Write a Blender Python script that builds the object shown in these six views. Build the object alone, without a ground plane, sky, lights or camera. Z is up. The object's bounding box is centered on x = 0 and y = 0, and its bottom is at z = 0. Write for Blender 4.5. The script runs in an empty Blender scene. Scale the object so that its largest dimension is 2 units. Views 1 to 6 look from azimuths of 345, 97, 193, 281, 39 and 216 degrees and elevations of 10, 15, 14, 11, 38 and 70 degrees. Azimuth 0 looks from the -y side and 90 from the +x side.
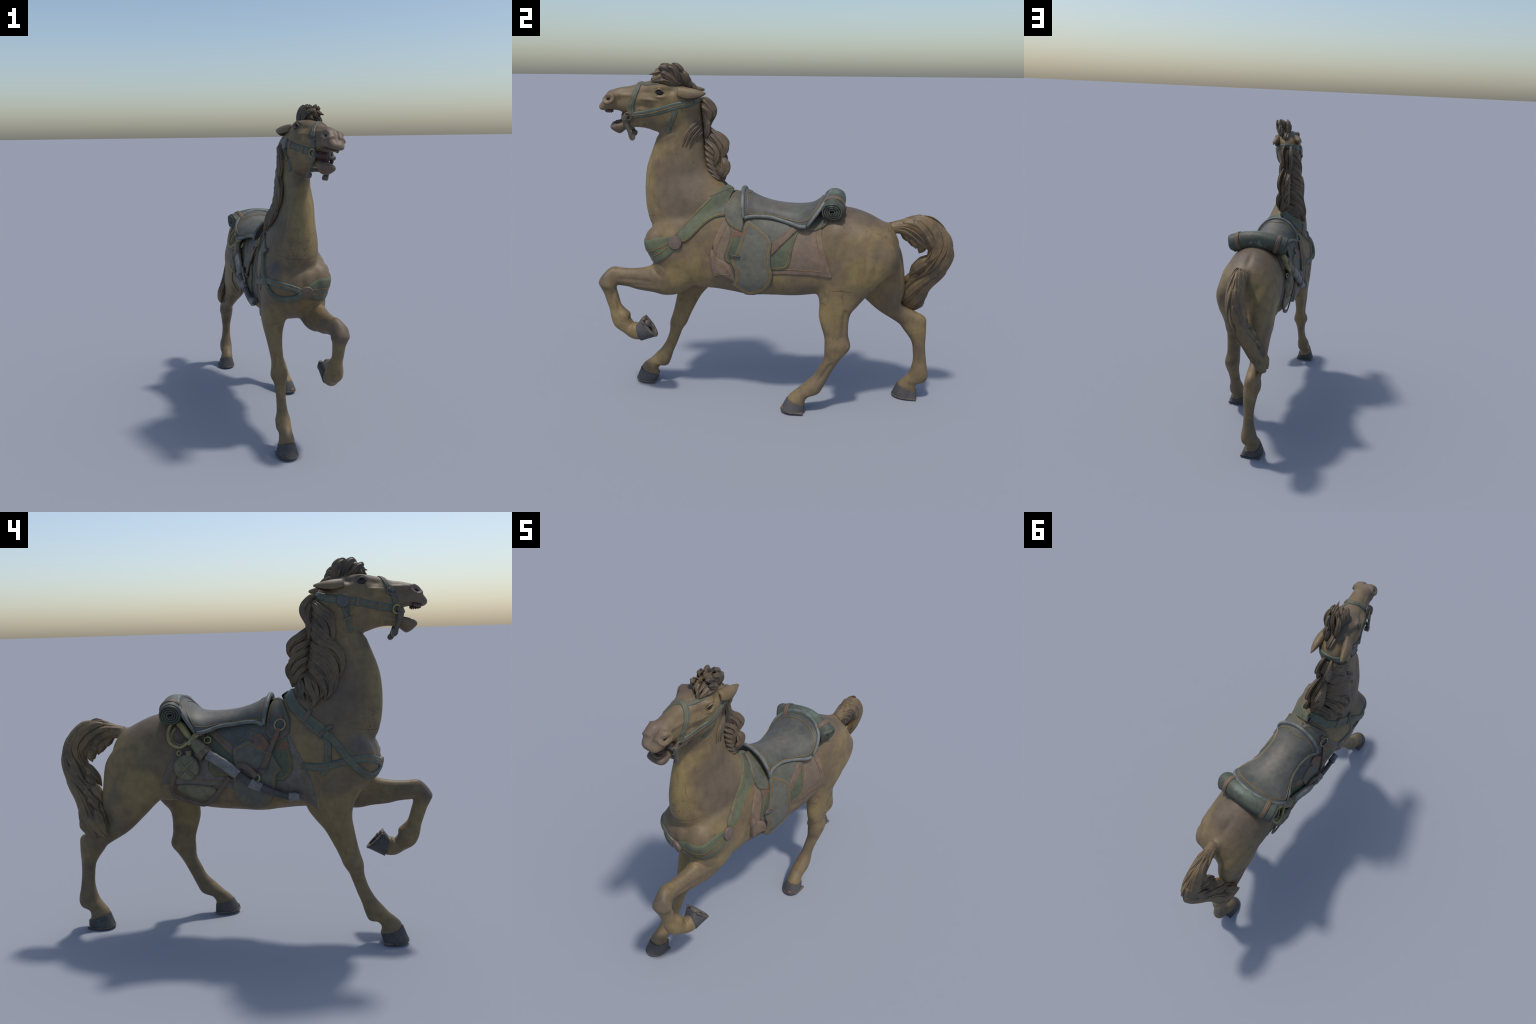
# Carved and painted carousel horse: a walking cavalry horse with saddle, bedroll,
# breast harness, bridle, sabre and canteen.  Metres, z up, horse faces -y.
import bpy, bmesh, math, random
import numpy as np
from mathutils import Vector, Matrix
from mathutils.bvhtree import BVHTree
from mathutils.geometry import delaunay_2d_cdt

random.seed(7)
RNG = np.random.default_rng(7)
scene = bpy.context.scene


# ------------------------------------------------------------------ helpers
def catmull(points, per=8, closed=False):
    """Catmull-Rom resampling of a row of control points of any dimension."""
    p = np.asarray(points, float)
    if closed:
        q = np.vstack([p[-1], p, p[0], p[1]])
    else:
        q = np.vstack([2 * p[0] - p[1], p, 2 * p[-1] - p[-2]])
    t = np.linspace(0, 1, per, endpoint=False)[:, None]
    out = []
    for i in range(1, len(q) - 2):
        a, b, c, d = q[i - 1], q[i], q[i + 1], q[i + 2]
        out.append(0.5 * (2 * b + (c - a) * t + (2 * a - 5 * b + 4 * c - d) * t ** 2
                          + (3 * b - a - 3 * c + d) * t ** 3))
    out = np.vstack(out)
    return out if closed else np.vstack([out, p[-1]])


def spow(v, e):
    return np.sign(v) * np.abs(v) ** e


def unit(v):
    v = np.asarray(v, float)
    n = np.linalg.norm(v, axis=-1, keepdims=True)
    return v / np.maximum(n, 1e-9)


def new_object(name, verts, faces, parent=None, mat=None, smooth=True):
    me = bpy.data.meshes.new(name)
    me.from_pydata([tuple(map(float, v)) for v in verts], [], [tuple(map(int, f)) for f in faces])
    me.update()
    ob = bpy.data.objects.new(name, me)
    scene.collection.objects.link(ob)
    if parent is not None:
        ob.parent = parent
    if mat is not None:
        me.materials.append(mat)
    if smooth:
        me.shade_smooth()
    return ob


def fix_normals(ob):
    bm = bmesh.new()
    bm.from_mesh(ob.data)
    bmesh.ops.recalc_face_normals(bm, faces=bm.faces)
    bm.to_mesh(ob.data)
    bm.free()


def sharp(ob, angle=35):
    ob.data.shade_smooth()
    ob.data.set_sharp_from_angle(angle=math.radians(angle))


def bridge_rings(rings, cap=True):
    """Closed skin over a row of rings (each an n x 3 array)."""
    n = len(rings[0])
    v = np.vstack(rings)
    f = []
    for i in range(len(rings) - 1):
        for j in range(n):
            k = (j + 1) % n
            f.append((i * n + j, i * n + k, (i + 1) * n + k, (i + 1) * n + j))
    if cap:
        v = np.vstack([v, rings[0].mean(0), rings[-1].mean(0)])
        a, b = len(v) - 2, len(v) - 1
        m = (len(rings) - 1) * n
        for j in range(n):
            k = (j + 1) % n
            f.append((a, k, j))
            f.append((b, m + j, m + k))
    return v, f


def merge(parts):
    vs, fs, o = [], [], 0
    for v, f in parts:
        vs.append(np.asarray(v, float))
        fs += [tuple(i + o for i in q) for q in f]
        o += len(v)
    return np.vstack(vs), fs


ANG32 = np.linspace(0, 2 * math.pi, 56, endpoint=False)


def pair_loft(rows, per=5, e=0.92):
    """Limb skin from rows (front y, front z, rear y, rear z, centre x, half width)."""
    rows = catmull(rows, per)
    rings = []
    for fy, fz, ry, rz, xc, hw in rows:
        c = np.array([xc, (fy + ry) / 2, (fz + rz) / 2])
        v = np.array([0, (fy - ry) / 2, (fz - rz) / 2])
        u = np.array([hw, 0, 0])
        rings.append(c + np.outer(spow(np.cos(ANG32), e), u) + np.outer(spow(np.sin(ANG32), e), v))
    return bridge_rings(rings)


def section_loft(rows, per=6, n=72):
    """Trunk skin from rows (y, z top, z bottom, z of greatest width, half width,
    centre x, top roundness, bottom roundness); roundness 1 = ellipse, less = boxier."""
    rows = catmull(rows, per)
    a = np.linspace(0, 2 * math.pi, n, endpoint=False)
    rings = []
    for y, zt, zb, zw, hw, xc, et, eb in rows:
        s, c = np.sin(a), np.cos(a)
        up = s >= 0
        z = np.where(up, zw + (zt - zw) * np.abs(s) ** et, zw - (zw - zb) * np.abs(s) ** eb)
        x = xc + hw * np.where(up, spow(c, et), spow(c, eb))
        rings.append(np.stack([x, np.full(n, y), z], 1))
    return bridge_rings(rings)


def ellipsoid(c, r, n=24, m=14):
    rings = []
    for i in range(1, m):
        t = math.pi * i / m
        a = np.linspace(0, 2 * math.pi, n, endpoint=False)
        rings.append(np.array(c) + np.stack([r[0] * math.sin(t) * np.cos(a), r[1] * math.sin(t) * np.sin(a),
                                             np.full(n, r[2] * math.cos(t))], 1))
    v, f = bridge_rings(rings)
    v[-2] = np.array(c) + [0, 0, r[2]]
    v[-1] = np.array(c) - [0, 0, r[2]]
    return v, f


def frames(path, up=(0, 0, 1)):
    """Tangent, side and up vectors along a path, up kept near a given vector (or list)."""
    path = np.asarray(path, float)
    t = unit(np.gradient(path, axis=0))
    up = np.broadcast_to(np.asarray(up, float), path.shape)
    s = unit(np.cross(t, up))
    return t, s, unit(np.cross(s, t))


def tube(path, ra, rb=None, up=(0, 0, 1), n=12, ripple=0, depth=0.0, e=1.0, cap=True):
    """Tube along a path; ra across, rb along the up vector; ripple grooves run lengthways."""
    path = np.asarray(path, float)
    k = len(path)
    ra = np.broadcast_to(np.asarray(ra, float), (k,))
    rb = ra if rb is None else np.broadcast_to(np.asarray(rb, float), (k,))
    t, s, u = frames(path, up)
    a = np.linspace(0, 2 * math.pi, n, endpoint=False)
    g = 1 + depth * np.cos(ripple * a) if ripple else np.ones(n)
    rings = [path[i] + np.outer(spow(np.cos(a), e) * g * ra[i], s[i]) + np.outer(spow(np.sin(a), e) * g * rb[i], u[i])
             for i in range(k)]
    return bridge_rings(rings, cap)


def torus(c, normal, R, r, n=32, m=10, arc=1.0, start=0.0):
    nrm = unit(normal)
    a0 = unit(np.cross(nrm, [0.3, 0.2, 1.0]))
    b0 = np.cross(nrm, a0)
    ang = start + np.linspace(0, 2 * math.pi * arc, n + 1)
    rings = []
    for a in ang:
        d = math.cos(a) * a0 + math.sin(a) * b0
        b = np.linspace(0, 2 * math.pi, m, endpoint=False)
        rings.append(np.array(c) + np.outer(R + r * np.cos(b), d) + np.outer(r * np.sin(b), nrm))
    return bridge_rings(rings, cap=arc < 1)


def get_verts(me):
    a = np.empty(len(me.vertices) * 3)
    me.vertices.foreach_get("co", a)
    return a.reshape(-1, 3)


def get_normals(me):
    a = np.empty(len(me.vertices) * 3)
    me.vertex_normals.foreach_get("vector", a)
    return a.reshape(-1, 3)


def set_verts(me, co):
    me.vertices.foreach_set("co", np.ascontiguousarray(co, dtype=np.float32).ravel())
    me.update()


def get_edges(me):
    a = np.empty(len(me.edges) * 2, dtype=np.int64)
    me.edges.foreach_get("vertices", a)
    return a.reshape(-1, 2)


def relax(co, edges, steps, weight=None, lam=0.5, mu=-0.53):
    """Taubin smoothing (no shrinking when mu is set), weighted per vertex."""
    n = len(co)
    deg = np.bincount(edges.ravel(), minlength=n).astype(float)[:, None]
    w = np.ones((n, 1)) if weight is None else weight[:, None]
    for k in range(steps):
        f = lam if k % 2 == 0 or mu == 0 else mu
        s = np.zeros_like(co)
        for d in range(3):
            s[:, d] = (np.bincount(edges[:, 0], co[edges[:, 1], d], n)
                       + np.bincount(edges[:, 1], co[edges[:, 0], d], n))
        co = co + f * w * (s / deg - co)
    return co


def remesh(ob, voxel):
    m = ob.modifiers.new("r", "REMESH")
    m.mode = "VOXEL"
    m.voxel_size = voxel
    dg = bpy.context.evaluated_depsgraph_get()
    me = bpy.data.meshes.new_from_object(ob.evaluated_get(dg))
    old = ob.data
    ob.modifiers.clear()
    ob.data = me
    bpy.data.meshes.remove(old)


def fbm(p, scale, seed=0, octaves=3):
    """Cheap smooth pseudo noise from summed sines, for relief."""
    r = np.random.default_rng(seed)
    out = np.zeros(len(p))
    amp = 1.0
    for _ in range(octaves):
        for _ in range(4):
            d = r.normal(size=3)
            d /= np.linalg.norm(d)
            out += amp * np.sin(p @ d * scale + r.uniform(0, 6.28)) / 4
        scale *= 2.1
        amp *= 0.5
    return out
# ------------------------------------------------------------------ the horse's body
ROOT = bpy.data.objects.new("carousel_horse", None)
scene.collection.objects.link(ROOT)
ROOT["label"] = "carved wooden carousel cavalry horse with saddle, bedroll and sabre"
ROOT["category"] = "carousel horse"

# head frame: turned 10 degrees to the left and rolled 10 degrees
HEAD_O = np.array([0.0220, -0.504, 1.702])
_y, _r = math.radians(10), math.radians(10)
HEAD_R = (np.array([[math.cos(_y), -math.sin(_y), 0], [math.sin(_y), math.cos(_y), 0], [0, 0, 1]])
          @ np.array([[math.cos(_r), 0, math.sin(_r)], [0, 1, 0], [-math.sin(_r), 0, math.cos(_r)]]))


def head_to_world(p):
    return np.asarray(p, float) @ HEAD_R.T + HEAD_O


def world_to_head(p):
    return (np.asarray(p, float) - HEAD_O) @ HEAD_R


TRUNK = [
    (-0.725, 0.985, 0.905, 0.945, 0.040, -0.010, 1.000, 1.000),
    (-0.713, 1.015, 0.870, 0.940, 0.085, -0.005, 1.000, 1.000),
    (-0.687, 1.050, 0.825, 0.940, 0.130, -0.005, 0.950, 0.900),
    (-0.644, 1.095, 0.775, 0.940, 0.166, -0.005, 0.920, 0.880),
    (-0.600, 1.130, 0.738, 0.940, 0.181, -0.005, 0.880, 0.850),
    (-0.520, 1.170, 0.708, 0.945, 0.188, -0.005, 0.860, 0.820),
    (-0.430, 1.205, 0.694, 0.940, 0.183, -0.005, 0.880, 0.700),
    (-0.330, 1.235, 0.688, 0.920, 0.172, -0.003, 0.930, 0.700),
    (-0.230, 1.240, 0.680, 0.885, 0.165, 0.000, 1.060, 0.620),
    (-0.130, 1.205, 0.666, 0.875, 0.164, 0.000, 1.100, 0.620),
    (0.000, 1.165, 0.668, 0.875, 0.165, 0.000, 1.100, 0.620),
    (0.120, 1.160, 0.672, 0.885, 0.173, 0.008, 1.100, 0.620),
    (0.240, 1.175, 0.689, 0.900, 0.174, 0.010, 1.100, 0.620),
    (0.340, 1.182, 0.705, 0.945, 0.185, 0.013, 0.970, 0.700),
    (0.430, 1.172, 0.718, 0.955, 0.183, 0.003, 0.970, 0.850),
    (0.510, 1.150, 0.745, 0.950, 0.180, 0.007, 0.950, 0.900),
    (0.590, 1.110, 0.775, 0.940, 0.166, 0.007, 0.950, 0.900),
    (0.645, 1.075, 0.790, 0.935, 0.138, 0.007, 0.950, 0.950),
    (0.685, 1.028, 0.810, 0.930, 0.090, 0.007, 1.000, 1.000),
    (0.700, 0.985, 0.850, 0.920, 0.040, 0.007, 1.000, 1.000),
]
NECK = [
    (-0.560, 1.620, -0.405, 1.755, 0.025, 0.058),
    (-0.641, 1.556, -0.405, 1.705, 0.017, 0.066),
    (-0.668, 1.508, -0.398, 1.630, 0.009, 0.067),
    (-0.696, 1.440, -0.392, 1.540, 0.005, 0.072),
    (-0.720, 1.365, -0.388, 1.455, 0.003, 0.080),
    (-0.731, 1.290, -0.362, 1.370, 0.000, 0.092),
    (-0.734, 1.200, -0.300, 1.308, -0.002, 0.117),
    (-0.726, 1.115, -0.230, 1.235, -0.003, 0.138),
    (-0.709, 1.045, -0.220, 1.150, -0.004, 0.140),
    (-0.660, 0.950, -0.260, 1.000, -0.005, 0.110),
]
# limbs: front y, z | rear y, z | centre x | half width
LEFT_HIND = [
    (0.330, 1.010, 0.640, 1.030, 0.100, 0.074),
    (0.265, 0.930, 0.690, 0.940, 0.112, 0.084),
    (0.250, 0.830, 0.645, 0.830, 0.114, 0.080),
    (0.250, 0.760, 0.568, 0.755, 0.118, 0.070),
    (0.255, 0.715, 0.528, 0.700, 0.117, 0.062),
    (0.269, 0.658, 0.485, 0.650, 0.125, 0.053),
    (0.272, 0.570, 0.443, 0.590, 0.134, 0.041),
    (0.304, 0.459, 0.436, 0.484, 0.131, 0.040),
    (0.307, 0.397, 0.452, 0.405, 0.134, 0.045),
    (0.305, 0.333, 0.412, 0.347, 0.137, 0.040),
    (0.279, 0.277, 0.377, 0.295, 0.135, 0.033),
    (0.248, 0.222, 0.343, 0.232, 0.134, 0.032),
    (0.197, 0.170, 0.312, 0.168, 0.139, 0.042),
    (0.172, 0.147, 0.282, 0.118, 0.140, 0.044),
    (0.116, 0.100, 0.230, 0.098, 0.147, 0.040),
    (0.104, 0.078, 0.206, 0.070, 0.151, 0.044),
    (0.108, 0.055, 0.205, 0.042, 0.153, 0.042),
]
RIGHT_HIND = [
    (0.340, 1.010, 0.640, 1.020, -0.090, 0.075),
    (0.320, 0.920, 0.712, 0.935, -0.095, 0.080),
    (0.360, 0.810, 0.738, 0.820, -0.089, 0.082),
    (0.421, 0.722, 0.750, 0.715, -0.092, 0.078),
    (0.456, 0.692, 0.748, 0.660, -0.094, 0.070),
    (0.524, 0.625, 0.735, 0.600, -0.098, 0.062),
    (0.605, 0.548, 0.775, 0.565, -0.118, 0.044),
    (0.721, 0.477, 0.874, 0.520, -0.120, 0.041),
    (0.756, 0.438, 0.888, 0.456, -0.120, 0.045),
    (0.806, 0.368, 0.889, 0.362, -0.117, 0.037),
    (0.820, 0.299, 0.895, 0.291, -0.117, 0.029),
    (0.824, 0.238, 0.905, 0.222, -0.119, 0.031),
    (0.809, 0.170, 0.918, 0.155, -0.122, 0.043),
    (0.783, 0.130, 0.907, 0.113, -0.124, 0.043),
    (0.757, 0.104, 0.862, 0.092, -0.127, 0.038),
    (0.744, 0.082, 0.850, 0.064, -0.131, 0.044),
    (0.745, 0.056, 0.858, 0.034, -0.134, 0.044),
]
RIGHT_FORE = [
    (-0.640, 1.010, -0.370, 0.980, -0.095, 0.085),
    (-0.665, 0.900, -0.370, 0.860, -0.105, 0.085),
    (-0.640, 0.800, -0.350, 0.770, -0.112, 0.078),
    (-0.600, 0.720, -0.362, 0.700, -0.118, 0.066),
    (-0.592, 0.655, -0.406, 0.640, -0.125, 0.052),
    (-0.601, 0.600, -0.452, 0.590, -0.127, 0.044),
    (-0.616, 0.525, -0.498, 0.507, -0.124, 0.037),
    (-0.631, 0.466, -0.523, 0.454, -0.119, 0.038),
    (-0.647, 0.412, -0.546, 0.402, -0.117, 0.048),
    (-0.650, 0.362, -0.574, 0.363, -0.119, 0.036),
    (-0.662, 0.320, -0.590, 0.323, -0.121, 0.029),
    (-0.683, 0.272, -0.613, 0.264, -0.123, 0.027),
    (-0.714, 0.225, -0.637, 0.210, -0.126, 0.031),
    (-0.745, 0.193, -0.655, 0.157, -0.130, 0.041),
    (-0.781, 0.155, -0.676, 0.115, -0.131, 0.041),
    (-0.812, 0.132, -0.715, 0.111, -0.132, 0.036),
    (-0.839, 0.106, -0.741, 0.086, -0.134, 0.041),
    (-0.842, 0.080, -0.738, 0.044, -0.136, 0.045),
]
LEFT_FORE = [
    (-0.560, 1.010, -0.380, 0.860, 0.083, 0.078),
    (-0.625, 0.910, -0.440, 0.720, 0.091, 0.078),
    (-0.670, 0.842, -0.530, 0.660, 0.089, 0.065),
    (-0.705, 0.818, -0.612, 0.648, 0.096, 0.054),
    (-0.751, 0.806, -0.681, 0.664, 0.098, 0.047),
    (-0.804, 0.800, -0.763, 0.675, 0.100, 0.043),
    (-0.864, 0.800, -0.826, 0.691, 0.101, 0.040),
    (-0.922, 0.804, -0.880, 0.697, 0.103, 0.041),
    (-0.966, 0.768, -0.893, 0.697, 0.115, 0.045),
    (-0.997, 0.722, -0.897, 0.686, 0.118, 0.049),
    (-0.989, 0.690, -0.895, 0.668, 0.118, 0.040),
    (-0.970, 0.651, -0.887, 0.637, 0.117, 0.033),
    (-0.955, 0.600, -0.872, 0.585, 0.118, 0.030),
    (-0.943, 0.555, -0.850, 0.558, 0.116, 0.033),
    (-0.935, 0.507, -0.824, 0.532, 0.115, 0.043),
    (-0.919, 0.462, -0.822, 0.502, 0.117, 0.045),
    (-0.895, 0.436, -0.808, 0.482, 0.117, 0.042),
    (-0.856, 0.412, -0.802, 0.474, 0.121, 0.038),
    (-0.815, 0.386, -0.793, 0.484, 0.124, 0.043),
    (-0.775, 0.380, -0.785, 0.480, 0.129, 0.044),
    (-0.748, 0.386, -0.765, 0.486, 0.130, 0.037),
]
# head, in the head frame: y, top, bottom, widest height, half width, centre, roundness
SKULL = [
    (0.095, 0.060, -0.040, 0.010, 0.043, 0.000, 1.000, 1.000),
    (0.075, 0.090, -0.060, 0.015, 0.062, 0.000, 1.000, 1.000),
    (0.030, 0.118, -0.085, 0.020, 0.075, 0.000, 0.950, 1.000),
    (-0.020, 0.136, -0.130, 0.035, 0.083, 0.000, 0.900, 1.000),
    (-0.070, 0.143, -0.150, 0.050, 0.089, 0.000, 0.820, 1.000),
    (-0.110, 0.144, -0.147, 0.065, 0.092, 0.000, 0.780, 1.020),
    (-0.150, 0.141, -0.134, 0.060, 0.083, 0.000, 0.850, 1.000),
    (-0.200, 0.133, -0.117, 0.040, 0.072, 0.000, 0.950, 0.950),
    (-0.250, 0.122, -0.108, 0.015, 0.062, 0.000, 1.000, 0.950),
    (-0.295, 0.113, -0.106, 0.000, 0.054, 0.000, 1.000, 0.950),
]
MUZZLE = [
    (-0.240, 0.121, -0.060, 0.020, 0.060, 0.000, 1.000, 1.000),
    (-0.295, 0.112, -0.045, 0.020, 0.052, 0.000, 0.950, 0.950),
    (-0.335, 0.103, -0.030, 0.030, 0.051, 0.000, 0.900, 0.900),
    (-0.372, 0.090, -0.020, 0.038, 0.057, 0.000, 0.820, 0.850),
    (-0.402, 0.068, -0.018, 0.026, 0.054, 0.000, 0.850, 0.800),
    (-0.425, 0.042, -0.020, 0.008, 0.048, 0.000, 0.900, 0.850),
    (-0.441, 0.022, -0.016, 0.002, 0.037, 0.000, 0.900, 0.900),
    (-0.449, 0.012, -0.008, 0.002, 0.019, 0.000, 1.000, 1.000),
]
LOWER_JAW = [
    (-0.210, -0.030, -0.112, -0.075, 0.057, 0.000, 1.000, 1.000),
    (-0.270, -0.062, -0.109, -0.085, 0.048, 0.000, 1.000, 1.000),
    (-0.310, -0.066, -0.120, -0.092, 0.045, 0.000, 0.900, 1.000),
    (-0.345, -0.074, -0.144, -0.103, 0.047, 0.000, 0.800, 0.950),
    (-0.372, -0.082, -0.135, -0.105, 0.047, 0.000, 0.800, 0.950),
    (-0.390, -0.089, -0.120, -0.107, 0.039, 0.000, 0.900, 1.000),
    (-0.398, -0.097, -0.113, -0.108, 0.020, 0.000, 1.000, 1.000),
]


def head_loft(rows):
    v, f = section_loft(rows)
    return head_to_world(v), f


pieces = [section_loft(TRUNK), pair_loft(NECK, e=0.98), pair_loft(LEFT_HIND), pair_loft(RIGHT_HIND),
          pair_loft(RIGHT_FORE), pair_loft(LEFT_FORE), head_loft(SKULL), head_loft(MUZZLE), head_loft(LOWER_JAW),
          ellipsoid((0.092, -0.637, 0.962), (0.078, 0.085, 0.098)),     # breast muscles
          ellipsoid((-0.095, -0.625, 0.950), (0.085, 0.085, 0.110)),
          ellipsoid((0.040, 0.485, 0.755), (0.055, 0.11, 0.070)),         # groin
          ellipsoid((-0.105, 0.365, 0.772), (0.050, 0.08, 0.052)),        # flank fold
          ellipsoid((0.0, 0.655, 1.075), (0.030, 0.06, 0.030))]         # root of the tail
BODY = new_object("body", *merge(pieces))
fix_normals(BODY)
remesh(BODY, 0.0046)
me = BODY.data
co, ed = get_verts(me), get_edges(me)


def near(p, c, r):
    """Smooth 0..1 weight, 1 at the centre of an ellipsoid of radii r."""
    d = ((p - np.asarray(c)) / np.asarray(r)) ** 2
    return np.exp(-d.sum(1) * 1.2)


# soften the joins of limbs, neck and trunk more than the rest
w = np.zeros(len(co))
for c, r in (((0.10, -0.58, 0.80), (0.14, 0.16, 0.16)), ((-0.12, -0.50, 0.76), (0.12, 0.16, 0.13)),
             ((0, -0.45, 1.10), (0.3, 0.34, 0.16)), ((0.12, 0.33, 0.77), (0.12, 0.16, 0.12)),
             ((-0.12, 0.42, 0.77), (0.12, 0.16, 0.12)), ((0, 0.60, 0.95), (0.25, 0.2, 0.28)),
             ((0, -0.46, 1.60), (0.14, 0.14, 0.10)), ((0.02, -0.40, 1.73), (0.12, 0.05, 0.06)), ((0, -0.30, 1.22), (0.2, 0.16, 0.10))):
    w = np.maximum(w, near(co, c, r))
co = relax(co, ed, 90, w, 0.5, 0)
hl = world_to_head(co)
headw = np.clip((-hl[:, 1] + 0.03) / 0.06, 0, 1) * (co[:, 2] > 1.5)
co = relax(co, ed, 24, 1 - 0.6 * headw, 0.5, -0.52)
set_verts(me, co)

# relief: bumps and hollows pushed along the surface normal (centre, radii, height)
BUMPS = [
    ((0.185, -0.43, 0.86), (0.05, 0.10, 0.07), 0.006), ((0.17, -0.30, 0.95), (0.08, 0.02, 0.2), -0.004),
    ((0.2, 0.42, 1.02), (0.1, 0.09, 0.08), 0.006), ((0.19, 0.30, 0.83), (0.06, 0.03, 0.10), -0.006),
    ((-0.19, 0.36, 0.80), (0.06, 0.03, 0.10), -0.004), ((0.0, 0.57, 1.14), (0.02, 0.16, 0.04), -0.006),
    ((0.0, 0.76, 0.95), (0.025, 0.09, 0.16), -0.035),                       # cleft between the haunches
    ((-0.01, -0.76, 0.90), (0.022, 0.05, 0.12), -0.012),                    # cleft of the breast
    ((0.0, -0.725, 1.045), (0.10, 0.04, 0.022), -0.005),                    # hollow under the throat
    ((0.07, -0.61, 1.25), (0.06, 0.025, 0.22), -0.004), ((-0.07, -0.60, 1.25), (0.06, 0.025, 0.22), -0.004),
    ((0.06, -0.66, 1.40), (0.05, 0.022, 0.16), 0.004), ((-0.06, -0.66, 1.40), (0.05, 0.022, 0.16), 0.004),
    ((0.155, 0.385, 0.405), (0.03, 0.025, 0.03), 0.006), ((-0.155, 0.82, 0.455), (0.03, 0.025, 0.03), 0.004),
    ((0.14, -0.75, 0.715), (0.04, 0.09, 0.012), -0.004), ((0.145, -0.70, 0.765), (0.03, 0.09, 0.03), 0.004),
    ((0.142, -0.915, 0.615), (0.02, 0.012, 0.07), -0.004), ((0.142, -0.895, 0.60), (0.02, 0.010, 0.07), 0.003),
    ((-0.155, -0.60, 0.42), (0.03, 0.03, 0.03), 0.003), ((0.16, -0.56, 1.02), (0.06, 0.10, 0.03), 0.004),
    ((0.18, 0.56, 0.90), (0.06, 0.10, 0.06), 0.005), ((-0.18, 0.56, 0.90), (0.06, 0.10, 0.06), 0.004),
]
RIDGES = [   # tendons, muscle edges and folds: from, to, radius, height
    ((0.150, -0.70, 0.738), (0.145, -0.86, 0.745), 0.014, -0.005), ((0.150, -0.66, 0.700), (0.150, -0.80, 0.712), 0.020, 0.004),
    ((0.145, -0.905, 0.66), (0.142, -0.868, 0.54), 0.009, -0.005), ((0.150, -0.955, 0.785), (0.155, -0.945, 0.71), 0.016, 0.004),
    ((0.155, -0.91, 0.78), (0.155, -0.90, 0.72), 0.014, -0.004), ((0.110, -0.690, 0.830), (0.165, -0.620, 0.765), 0.010, -0.006),
    ((0.130, -0.655, 0.845), (0.180, -0.590, 0.790), 0.014, 0.004),
    ((0.165, 0.345, 0.31), (0.165, 0.270, 0.18), 0.009, -0.005), ((0.170, 0.415, 0.62), (0.165, 0.405, 0.47), 0.013, -0.007),
    ((0.165, 0.430, 0.50), (0.160, 0.440, 0.41), 0.010, 0.004), ((0.170, 0.335, 0.44), (0.170, 0.325, 0.38), 0.018, 0.005),
    ((0.190, 0.262, 0.80), (0.170, 0.300, 0.70), 0.014, -0.006), ((0.190, 0.600, 0.99), (0.175, 0.545, 0.80), 0.020, -0.005),
    ((0.195, 0.380, 1.04), (0.195, 0.330, 0.88), 0.025, -0.005), ((0.190, 0.43, 0.93), (0.18, 0.37, 0.80), 0.035, 0.004),
    ((-0.170, 0.690, 0.61), (-0.165, 0.820, 0.50), 0.013, -0.006), ((-0.155, 0.872, 0.42), (-0.155, 0.885, 0.20), 0.009, -0.005),
    ((-0.165, 0.790, 0.47), (-0.160, 0.815, 0.43), 0.018, 0.005), ((-0.185, 0.600, 0.99), (-0.180, 0.640, 0.80), 0.020, -0.005),
    ((-0.155, -0.585, 0.40), (-0.160, -0.670, 0.19), 0.009, -0.005), ((-0.175, -0.470, 0.66), (-0.160, -0.545, 0.48), 0.014, -0.005),
    ((-0.165, -0.610, 0.44), (-0.165, -0.600, 0.38), 0.018, 0.004), ((-0.190, -0.50, 0.98), (-0.185, -0.44, 0.78), 0.018, -0.005),
    ((0.190, -0.470, 0.99), (0.185, -0.420, 0.80), 0.018, -0.005), ((0.190, -0.56, 1.00), (0.19, -0.53, 0.86), 0.03, 0.004),
    ((0.070, -0.630, 1.50), (0.105, -0.650, 1.16), 0.016, -0.006), ((-0.070, -0.630, 1.50), (-0.105, -0.640, 1.16), 0.016, -0.006),
    ((0.085, -0.55, 1.48), (0.12, -0.48, 1.22), 0.03, 0.004), ((0.0, -0.72, 1.44), (0.0, -0.735, 1.14), 0.03, 0.003),
    ((0.095, -0.600, 1.545), (0.075, -0.535, 1.600), 0.010, -0.005), ((0.080, -0.625, 1.525), (0.085, -0.545, 1.560), 0.012, 0.004),
    ((-0.060, -0.600, 1.550), (-0.055, -0.525, 1.610), 0.010, -0.005),
]
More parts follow.
